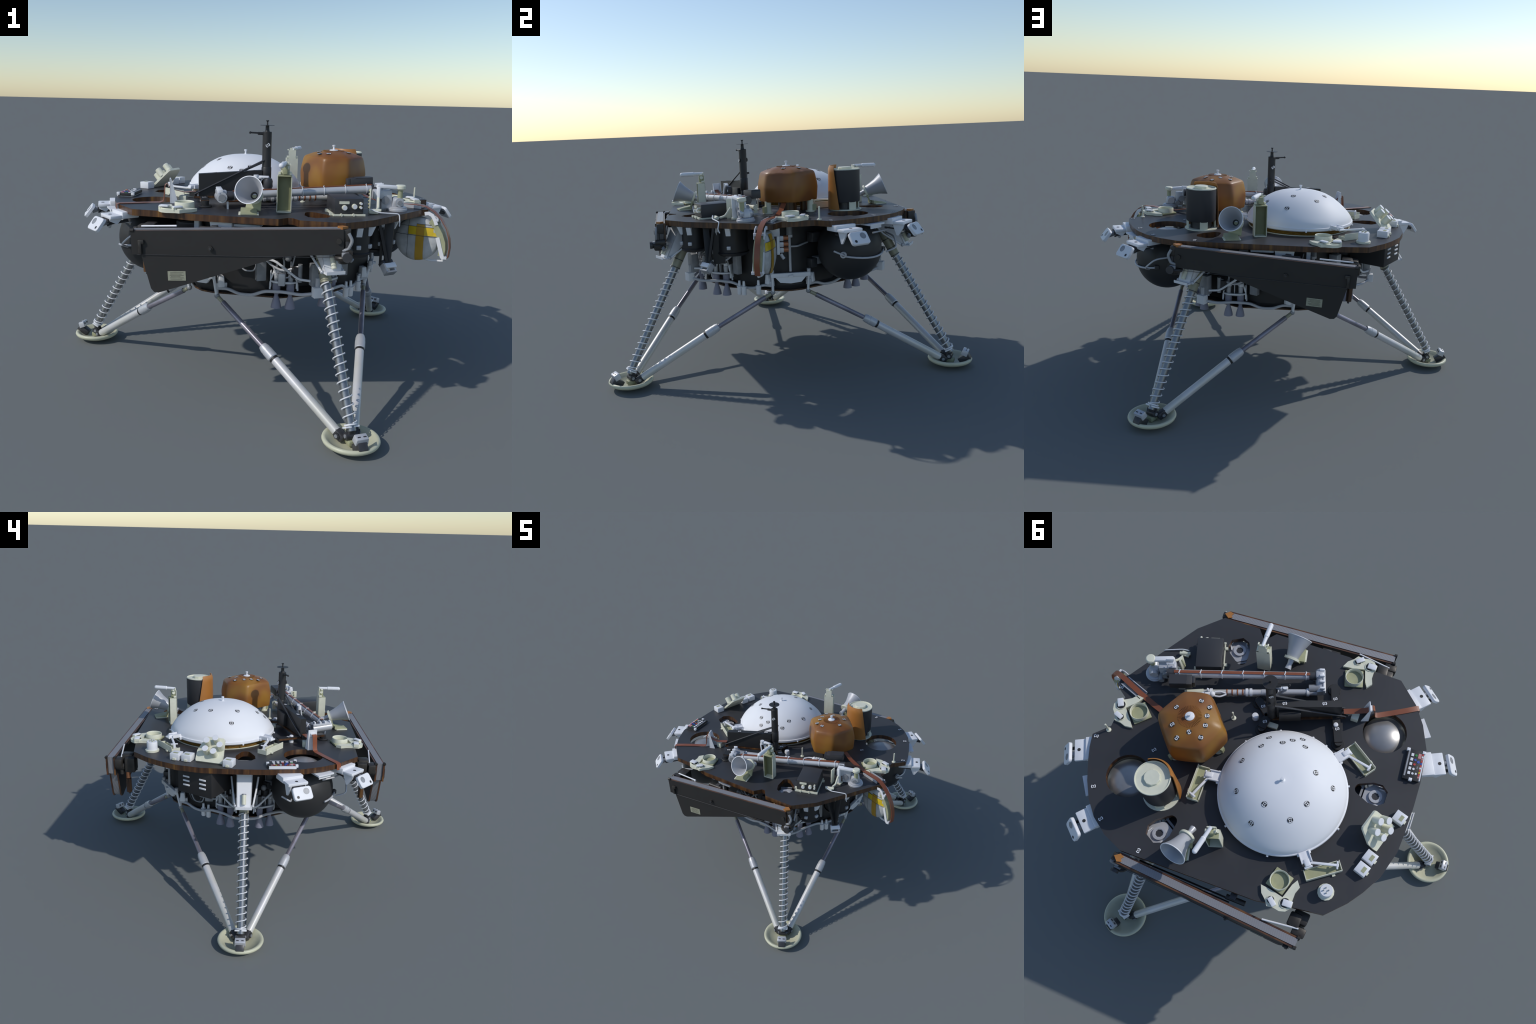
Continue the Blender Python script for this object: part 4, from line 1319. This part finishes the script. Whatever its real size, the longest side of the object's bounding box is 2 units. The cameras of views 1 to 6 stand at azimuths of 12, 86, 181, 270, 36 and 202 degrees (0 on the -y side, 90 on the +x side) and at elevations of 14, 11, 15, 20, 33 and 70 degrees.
# engine bays: the leg corners are cut back deeply above the belly plate
hl.prism(belly(0.512, 0.395), 0.492, DECK - DECK_T - 0.001, "hull")
hl.prism(belly(0.497, 0.395), 0.466, 0.4925, "hull", scale_top=1.03)
hull = hl.done()
sk = Part("belly_skirt", hull, "foil")
sk.prism(belly(0.508, 0.444), 0.459, 0.4665, "hull", side="foil")
sk.done()
# propellant tanks with a wire strap
for cx, cy, deg in ((0.6215, 0.306, 30), (-0.4255, -0.304, 210)):
    t = Part("propellant_tank", root, "tank", turn((cx, cy, 0.679), deg))
    t.ball((0, 0, 0), 0.1635, "tank", seg=64)
    # bare silvery crown, seen through the deck hole
    t.lathe([(0.1636 * sin(a), 0.1636 * cos(a)) for a in [radians(38 - 2 * i) for i in range(20)]], "crown", None, 64, cap=False)
    tk = t.done()
    w = Part("tank_strap", tk, "alu")
    w.pipe([(0.170 * cos(a), 0.170 * sin(a), -0.015 - 0.012 * cos(2 * a)) for a in [radians((-50 if cx > 0 else 10) + (10 if cx > 0 else 4.5) * i) for i in range(11)]], 0.005, "alu", smooth=False)
    w.box((0.168 * cos(0.9), 0.168 * sin(0.9), -0.01), (0.02, 0.02, 0.02), "dark")
    if cx > 0:
        w.lathe([(0.008, -0.006), (0.016, -0.006), (0.016, 0.006), (0.008, 0.006)], "alu", place((0.172 * cos(-0.9), 0.172 * sin(-0.9), -0.005), (0, 0, 1), z=(cos(-0.9), sin(-0.9), 0)), 16, close=True)
    w.done()
    sw2 = Part("tank_line", tk, "alu")
    sw2.pipe([(0.10, -0.19, 0.02), (0.14, -0.16, 0.0), (0.106, -0.135, -0.005)], 0.0045, "alu")
    sw2.pipe([(0.14, 0.12, -0.02), (0.175, 0.16, 0.0), (0.13, 0.19, 0.05), (0.05, 0.21, 0.06)], 0.0045, "alu")
    sw2.pipe([(0.15, 0.02, 0.09), (0.155, 0.10, 0.095), (0.13, 0.16, 0.10)], 0.0045, "alu")
    sw2.done()
# black battery barrels
for x, y, r, zb in ((0.547, -0.486, 0.060, 0.705), (0.628, -0.290, 0.077, 0.690)):
    b = Part("black_barrel", root, "hull", Matrix.Translation((x, y, 0)))
    b.lathe([(r * 0.35, zb - 0.018), (r * 0.9, zb - 0.010), (r * 1.05, zb), (r * 1.08, zb + 0.006), (r, zb + 0.010), (r * 0.98, DECK - DECK_T - 0.001)], "hull", seg=36)
    bo = b.done()
    c = Part("barrel_fitting", bo, "white")
    for a in (-15, -75):
        ca, sa = cos(radians(a)), sin(radians(a))
        mm = turn((0, 0, 0), a)
        c.box((r + 0.004, 0, zb + 0.035), (0.014, 0.020, 0.018), "alu", mm, 0.003)
        c.prism([(-0.010, 0), (0.022, 0), (0.006, -0.04), (-0.010, -0.04)], -0.012, 0.012, "white", mm @ Matrix.Translation((r, 0, DECK - DECK_T - 0.002)) @ Matrix.Rotation(radians(90), 4, "X"))
    c.done()
# louvred black box on the -x side
lb = Part("louvre_box", root, "hull")
lm = turn((-0.501, 0.203, 0), 150)
lb.box((0, 0, 0.756), (0.200, 0.210, 0.140), "hull", lm, 0.005)
lbo = lb.done()
lv = Part("louvre", lbo, "white")
for yy in (-0.050, 0.050):
    for i in range(3):
        lv.box((0.101, yy, 0.778 - 0.023 * i), (0.006, 0.040, 0.009), "white", lm, 0.002)
lv.done()
# dark V struts and hook in front
vs_ = Part("hook_strut", root, "hull")
hook = V((0.684, -0.412, 0.648))
for top_ in ((0.640, -0.420, 0.826), (0.690, -0.380, 0.826)):
    a = V(top_)
    dd = hook - a
    vs_.box((0, 0, 0), (dd.length, 0.030, 0.012), "hull", place(a + dd / 2, dd))
vs_.box((0.655, -0.36, 0.72), (0.012, 0.06, 0.16), "hull")
vso = vs_.done()
hk = Part("hook_claw", vso, "alu")
mh = place(hook + V((0.006, -0.008, -0.016)), (0.5, -0.6, -0.8)) @ Matrix.Scale(1.4, 4)
for s in (-1, 1):
    hk.box((0, s * 0.016, 0), (0.040, 0.006, 0.022), "alu", mh, 0.002)
hk.box((0.018, 0, 0), (0.006, 0.038, 0.022), "grey", mh, 0.001)
hk.box((-0.018, 0, 0), (0.010, 0.038, 0.026), "dark", mh, 0.001)
hk.box((0.0, 0, 0.014), (0.016, 0.040, 0.008), "white", mh, 0.001)
hk.done()

# --------------------------------------------------------------------------
# descent engines: six pairs, each hanging in a bracket
# --------------------------------------------------------------------------
nz = Part("engine_nozzle", None, "nozzle")
zb = 0.424
nz.lathe([(0.0205, zb + 0.001), (0.0235, zb), (0.0225, zb + 0.010), (0.0190, zb + 0.026), (0.0140, zb + 0.042), (0.0095, zb + 0.054), (0.0088, zb + 0.060), (0.0130, zb + 0.068), (0.0168, zb + 0.076), (0.0178, zb + 0.090), (0.0178, zb + 0.116), (0, zb + 0.117)], "nozzle", None, 24)
nz.lathe([(0.0205, zb + 0.001), (0.012, zb + 0.034), (0, zb + 0.045)], "dark", None, 24)
nz_me = nz.mesh()
vl = Part("engine_valve", None, "alu")
vl.lathe([(0.014, 0.541), (0.014, 0.548), (0.0115, 0.550), (0.0125, 0.580), (0.009, 0.584), (0, 0.584)], "alu", None, 16)
vl.box((0, 0, 0.592), (0.026, 0.022, 0.018), "white", None, 0.003)
vl.cyl((0, 0, 0.60), (0, 0, 0.64), 0.004, mat="alu", seg=8)
vl_me = vl.mesh()
br = Part("engine_bracket", None, "white")
c0 = V((0.4725, 0.1075, 0))
e1, e2 = V((0.487, 0.080, 0)), V((0.458, 0.135, 0))
dd = (e2 - e1).normalized()
m4 = place(c0, dd)
loop = [(-0.052, 0.028), (-0.040, -0.026), (0.040, -0.026), (0.052, 0.028)]
br.prism(loop, 0.540, 0.545, "grey", m4)
br.pipe([(-0.062, 0.012, 0.505), (-0.060, 0.006, 0.545), (-0.040, -0.024, 0.547), (0.040, -0.024, 0.547), (0.060, 0.006, 0.545), (0.062, 0.012, 0.505)], 0.0045, "white", m4)
for s in (-1, 1):
    br.box((s * 0.058, 0.012, 0.555), (0.006, 0.034, 0.075), "white", m4, 0.001, 0.8)
    br.pipe([(s * 0.056, 0.0, 0.556), (s * 0.036, 0.010, 0.615), (s * 0.03, 0.03, 0.625)], 0.004, "white", m4)
br.cyl((-0.030, 0, 0.598), (0.030, 0, 0.598), 0.007, mat="white", m=m4, seg=10)
br.box((0, 0, 0.57), (0.004, 0.02, 0.05), "alu", m4)
br.pipe([(0, 0, 0.60), (0.0, 0.0, 0.64), (0.02, 0.03, 0.68), (0.03, 0.05, 0.76)], 0.0045, "alu", m4)
br.pipe([(0.025, 0.004, 0.63), (0.06, 0.02, 0.635), (0.085, 0.03, 0.66)], 0.005, "alu", m4)
br_me = br.mesh()
MIR = Matrix.Scale(-1, 4, V((0, 1, 0)))
def mirrored(me):
    c = me.copy()
    c.transform(MIR)
    c.flip_normals()
    return c
br_me2 = mirrored(br_me)
for d in (180, 60, -60):
    base = turn((AX, 0, 0), d)
    for s in (1, -1):
        b = put("engine_bracket", br_me if s > 0 else br_me2, root, base)
        for x, y in ((0.487, 0.080), (0.458, 0.135)):
            put("engine_nozzle", nz_me, b, Matrix.Translation((x, y * s, 0)))
            put("engine_valve", vl_me, b, Matrix.Translation((x, y * s, 0)) @ Matrix.Rotation(s * 1.05, 4, "Z"))

# --------------------------------------------------------------------------
# plumbing round the belly
# --------------------------------------------------------------------------
def plumbing(d):
    p = Part("pipework", root, "alu", turn((AX, 0, 0), d))
    for s in (1, -1):
        p.pipe([(0.325, 0.372 * s, 0.492), (0.350, 0.330 * s, 0.494), (0.378, 0.285 * s, 0.474), (0.412, 0.232 * s, 0.474), (0.452, 0.190 * s, 0.502), (0.505, 0.118 * s, 0.508), (0.560, 0.060 * s, 0.506), (0.600, 0.015 * s, 0.520)], 0.0075, "alu")
        p.cyl((0.322, 0.372 * s, 0.460), (0.322, 0.372 * s, 0.515), 0.0065, mat="alu")
        p.box((0.328, 0.355 * s, 0.505), (0.03, 0.05, 0.03), "alu", None, 0.003)
        p.box((0.330, 0.358 * s, 0.528), (0.045, 0.030, 0.050), "white", None, 0.004, 0.8)
        p.pipe([(0.530, 0.060 * s, 0.625), (0.500, 0.125 * s, 0.600), (0.450, 0.175 * s, 0.63), (0.430, 0.21 * s, 0.70)], 0.0055, "alu")
        p.pipe([(0.590, 0.028 * s, 0.575), (0.555, 0.070 * s, 0.575), (0.500, 0.160 * s, 0.650), (0.46, 0.20 * s, 0.655)], 0.0055, "white")
        p.cyl((0.545, 0.060 * s, 0.560), (0.545, 0.060 * s, 0.64), 0.010, mat="grey")
        p.box((0.53, 0.075 * s, 0.60), (0.03, 0.03, 0.05), "dark")
        p.box((0.425, 0.20 * s, 0.60), (0.030, 0.045, 0.11), "grey", turn((0, 0, 0), 0), 0.004)
        p.box((0.44, 0.15 * s, 0.70), (0.06, 0.08, 0.10), "dark", None, 0.006)
        p.cyl((0.46, 0.11 * s, 0.68), (0.50, 0.17 * s, 0.68), 0.014, mat="grey")
        p.ball((0.50, 0.10 * s, 0.66), 0.016, "grey", seg=12)
    p.box((0.606, 0.0, 0.528), (0.034, 0.046, 0.046), "white", None, 0.002)
    p.box((0.58, 0, 0.60), (0.04, 0.05, 0.10), "grey", None, 0.004)
    p.cyl((0.600, 0, 0.55), (0.600, 0, 0.59), 0.010, mat="alu")
    p.done()
for d in (180, 60, -60):
    plumbing(d)

eb = Part("avionics_box", root, "hull")
eb.box((-0.200, -0.395, 0.690), (0.13, 0.10, 0.20), "hull", None, 0.006)
eb.box((-0.200, -0.448, 0.770), (0.10, 0.012, 0.03), "dark", None, 0.003)
for i in range(3):
    eb.cyl((-0.24 + 0.04 * i, -0.44, 0.735), (-0.24 + 0.04 * i, -0.456, 0.735), 0.010, mat="grey", seg=14)
eb.done()

# bars and small canisters on each flat between the legs
def flat_side(d, fancy):
    a = turn((AX, 0, 0), d)
    p = Part("crossbar_frame", root, "white", a)
    p.box((0.512, 0, 0.552), (0.020, 0.205, 0.022), "white", None, 0.003)
    p.box((0.528, 0, 0.549), (0.014, 0.024, 0.010), "white", None, 0.002)
    p.prism([(-0.085, 0), (0.085, 0), (0.055, -0.034), (0.0, -0.040), (-0.055, -0.034)], -0.006, 0.006, "white",
            Matrix.Translation((0.510, 0, 0.547)) @ Matrix.Rotation(radians(90), 4, "Z") @ Matrix.Rotation(radians(90), 4, "X"))
    for s in (-1, 1):
        p.cyl((0.508, 0.094 * s, 0.555), (0.486, 0.092 * s, 0.458), 0.0065, mat="white")
        p.cyl((0.508, 0.095 * s, 0.555), (0.508, 0.095 * s, 0.580), 0.010, mat="alu")
    p.cyl((0.512, 0.0, 0.570), (0.512, 0.0, 0.76), 0.007, mat="alu")
    p.cyl((0.512, 0.0, 0.76), (0.512, 0.0, 0.81), 0.016, mat="grey")
    p.box((0.512, 0.0, 0.755), (0.018, 0.030, 0.018), "alu", None, 0.003)
    p.pipe([(0.43, 0.12, 0.71), (0.515, 0.04, 0.70), (0.512, 0.0, 0.70)], 0.005, "alu")
    p.done()
for d in (0, 120, 240):
    flat_side(d, True)
def clutter(d, seed):
    """valves, lines and boxes hanging on a hull face"""
    rnd = random.Random(seed)
    p = Part("valve_cluster", root, "alu", turn((AX, 0, 0), d))
    for i in range(7):
        y = rnd.uniform(-0.15, 0.15)
        z = rnd.uniform(0.56, 0.78)
        x = 0.455 + rnd.uniform(0.0, 0.03) - (0.085 if d == -30 else 0)
        k = rnd.choice(("box", "cyl", "ball"))
        mt = rnd.choice(("grey", "alu", "dark", "dark"))
        if k == "box":
            p.box((x, y, z), (0.05, rnd.uniform(0.03, 0.06), rnd.uniform(0.03, 0.06)), mt, None, 0.004)
        elif k == "cyl":
            p.cyl((x, y - 0.03, z), (x, y + 0.03, z), 0.013, mat=mt)
        else:
            p.ball((x + 0.01, y, z), 0.018, mt, seg=14)
    back = 0.07 if d == -30 else 0
    for i in range(5):
        y = rnd.uniform(-0.16, 0.1)
        z = rnd.uniform(0.55, 0.75)
        p.pipe([(0.455 - back, y, z), (0.485 - back, y + 0.02, z), (0.485 - back, y + 0.05, z - 0.06), (0.48 - back, y + 0.10, z - 0.06), (0.455 - back, y + 0.12, z + 0.05)], 0.0036, rnd.choice(("alu", "grey", "dark")))
    p.done(kind="stuff")
for i, d in enumerate((30, 90, 150, -30, -90, -150)):
    clutter(d, 11 + i)
# little white canisters hanging below the hull rim
hc = Part("hanging_canister", None, "white")
hc.lathe([(0.011, 0.0), (0.013, 0.003), (0.013, 0.040), (0.015, 0.041), (0.015, 0.046), (0.008, 0.048), (0.006, 0.075)], "white", None, 16)
hc_me = hc.mesh()
for x, y, z in ((0.505, -0.262, 0.438), (0.525, -0.240, 0.438), (0.556, -0.165, 0.446), (-0.295, 0.235, 0.440), (-0.315, 0.205, 0.440)):
    put("hanging_canister", hc_me, root, Matrix.Translation((x, y, z)))

# --------------------------------------------------------------------------
# landing legs (three alike), built along local +x from the lander's axis
# --------------------------------------------------------------------------
P0, P1, P2 = V((0.990, 0, 0.072)), V((0.688, 0, 0.592)), V((0.600, 0, 0.744))
ldir = (P1 - P0).normalized()
st = Part("main_strut", None, "steel")
st.cyl(P0, P1, 0.0188, 0.0192, "steel", seg=24)
st.cyl(P1 - ldir * 0.004, P2, 0.0245, 0.026, "sleeve", seg=24)
for t in (0.0, 0.25, 0.55, 0.85):
    c = P1.lerp(P2, t)
    st.cyl(c - ldir * 0.002, c + ldir * 0.002, 0.0262, mat="dark", seg=24)
st.lathe([(0.018, 0.0), (0.027, 0.0), (0.027, 0.006), (0.018, 0.006)], "white", Matrix.Translation(P0 + ldir * 0.022) @ frame(ldir).to_4x4(), 20, close=True)
st.box((0.0, 0, 0), (0.036, 0.060, 0.007), "white", Matrix.Translation(P0 + ldir * 0.016) @ frame(ldir).to_4x4(), 0.001)
# clevis and hub on the pad
st.box(V((0.982, 0, 0.055)), (0.030, 0.030, 0.050), "dark", None, 0.005)
st.cyl((0.985, -0.024, 0.050), (0.985, 0.024, 0.050), 0.016, mat="dark", seg=18)
st.cyl((0.985, -0.028, 0.050), (0.985, 0.028, 0.050), 0.008, mat="grey", seg=12)
st.box((0.98, 0, 0.026), (0.06, 0.036, 0.022), "olive", None, 0.004)
st_me = st.mesh()
hx = Part("coil_spring", None, "white")
turns, steps = 17, 16
fr = frame(ldir)
L0, L1 = 0.03, (P1 - P0).length - 0.002
pts = []
for i in range(turns * steps + 1):
    a = 2 * pi * i / steps
    pts.append(P0 + ldir * (L0 + (L1 - L0) * i / (turns * steps)) + fr @ V((0.0255 * cos(a), 0.0255 * sin(a), 0)))
hx.pipe(pts, 0.0029, "white", seg=6, smooth=False)
hx_me = hx.mesh()
ss = Part("telescopic_strut", None, "legtube")
a, c, b = V((0.938, 0.040, 0.050)), V((0.612, 0.217, 0.272)), V((0.322, 0.372, 0.455))
sdir = (c - a).normalized()
ss.cyl(a, c - sdir * 0.030, 0.0195, mat="legtube", seg=24)
ss.cyl(c - sdir * 0.040, c - sdir * 0.029, 0.0205, mat="charcoal", seg=24)
mm = Matrix.Translation(c - sdir * 0.029) @ frame(sdir).to_4x4()
ss.lathe([(0.0205, 0.0), (0.0235, 0.004), (0.0235, 0.042), (0.0225, 0.043), (0.0225, 0.058), (0.018, 0.074), (0.0135, 0.075)], "alu", mm, 24)
d2 = (b - c).normalized()
ss.cyl(c + sdir * 0.02, b - d2 * 0.045, 0.0125, mat="lavender", seg=20)
ss.cyl(b - d2 * 0.050, b - d2 * 0.012, 0.0095, mat="sleeve", seg=14)
ss.ball(b, 0.013, "grey", seg=14)
ss.box((0, 0, 0), (0.052, 0.034, 0.036), "dark", place(a - sdir * 0.018, sdir), 0.009)
mk = place(a - sdir * 0.016, sdir)
ss.cyl((0, -0.022, 0), (0, 0.022, 0), 0.014, mat="dark", m=mk, seg=8)
ss.cyl((0, -0.025, 0), (0, 0.025, 0), 0.008, mat="grey", m=mk, seg=8)
ss_me = ss.mesh()
ss_me2 = mirrored(ss_me)
pd = Part("footpad", None, "pad", None, 50)
mp = Matrix.Translation((0.986, 0, 0))
pd.lathe([(0, 0.0), (0.040, 0.0), (0.075, 0.008), (0.102, 0.020), (0.113, 0.028), (0.1165, 0.036), (0.114, 0.043), (0.107, 0.046), (0.099, 0.042), (0.088, 0.031), (0.066, 0.017), (0.040, 0.009), (0, 0.007)], "pad", mp, 48)
pd_me = pd.mesh()
bk = Part("pad_sensor_block", None, "grey")
mb = Matrix.Translation((1.058, 0, 0.078)) @ Matrix.Rotation(radians(20), 4, "Y")
bk.box((0, 0, 0), (0.028, 0.046, 0.026), "alu", mb, 0.003, 0.9)
for y in (-0.010, 0.010):
    bk.box((0.002, y, 0.0136), (0.004, 0.010, 0.001), "dark", mb)
    bk.box((-0.0142, y, 0.002), (0.001, 0.010, 0.008), "dark", mb)
bk.box((-0.018, 0, -0.022), (0.052, 0.034, 0.030), "dark", Matrix.Translation((1.058, 0, 0.078)) @ Matrix.Rotation(radians(-35), 4, "Y"), 0.004)
for v_ in bk.bm.verts:
    v_.co = V((1.052, 0, 0.060)) + (v_.co - V((1.046, 0, 0.064))) * 1.22
bk_me = bk.mesh()
wb = Part("leg_bracket", None, "white")
# slanted front plate, side cheeks and the lower shelf
f0, f1 = V((0.665, 0, 0.826)), V((0.752, 0, 0.655))
q = [(f0.x, f0.z), (f1.x, f1.z)]
for s in (-1, 1):
    wb.add([(f0.x, s * 0.041, f0.z), (f1.x, s * 0.036, f1.z), (f1.x - 0.020, s * 0.036, f1.z - 0.004), (f0.x - 0.085, s * 0.041, f0.z - 0.06), (f0.x - 0.085, s * 0.041, f0.z),
            (f0.x, s * 0.037, f0.z), (f1.x, s * 0.032, f1.z), (f1.x - 0.020, s * 0.032, f1.z - 0.004), (f0.x - 0.085, s * 0.037, f0.z - 0.06), (f0.x - 0.085, s * 0.037, f0.z)],
           [(0, 1, 2, 3, 4), (9, 8, 7, 6, 5)] + [(i, i + 5, (i + 1) % 5 + 5, (i + 1) % 5) for i in range(5)], "white")
wb.add([(f0.x, -0.041, f0.z), (f0.x, 0.041, f0.z), (f1.x, 0.036, f1.z), (f1.x, -0.036, f1.z),
        (f0.x - 0.006, -0.041, f0.z), (f0.x - 0.006, 0.041, f0.z), (f1.x - 0.006, 0.036, f1.z), (f1.x - 0.006, -0.036, f1.z)],
       [(0, 1, 2, 3), (7, 6, 5, 4), (0, 4, 5, 1), (1, 5, 6, 2), (2, 6, 7, 3), (3, 7, 4, 0)], "white")
wb.box((0.756, 0, 0.652), (0.040, 0.082, 0.006), "white", None, 0.001)
wb.box((0.775, 0, 0.657), (0.004, 0.082, 0.012), "white")
dn = (f1 - f0).normalized()
nn = V((-dn.z, 0, dn.x)) * -1
if nn.x < 0:
    nn = -nn
c1 = f1 - dn * 0.012 + nn * 0.012
wb.cyl(c1, c1 - dn * 0.048, 0.011, mat="cream", seg=16)
wb.cyl(c1 - dn * 0.048, c1 - dn * 0.054, 0.0115, mat="grey", seg=16)
for s in (-1, 1):
    wb.pipe([(0.735, s * 0.046, 0.655), (0.640, s * 0.062, 0.715), (0.600, s * 0.070, 0.760)], 0.0048, "white", smooth=False)
    wb.ball((0.738, s * 0.045, 0.655), 0.009, "alu", seg=10)
wb_me = wb.mesh()
for d in (180, 60, -60):
    ob = put("landing_leg", st_me, root, turn((AX, 0, 0), d))
    put("coil_spring", hx_me, ob)
    put("telescopic_strut", ss_me, ob)
    put("telescopic_strut", ss_me2, ob)
    put("footpad", pd_me, ob)
    put("pad_sensor_block", bk_me, ob)
    put("leg_bracket", wb_me, ob)
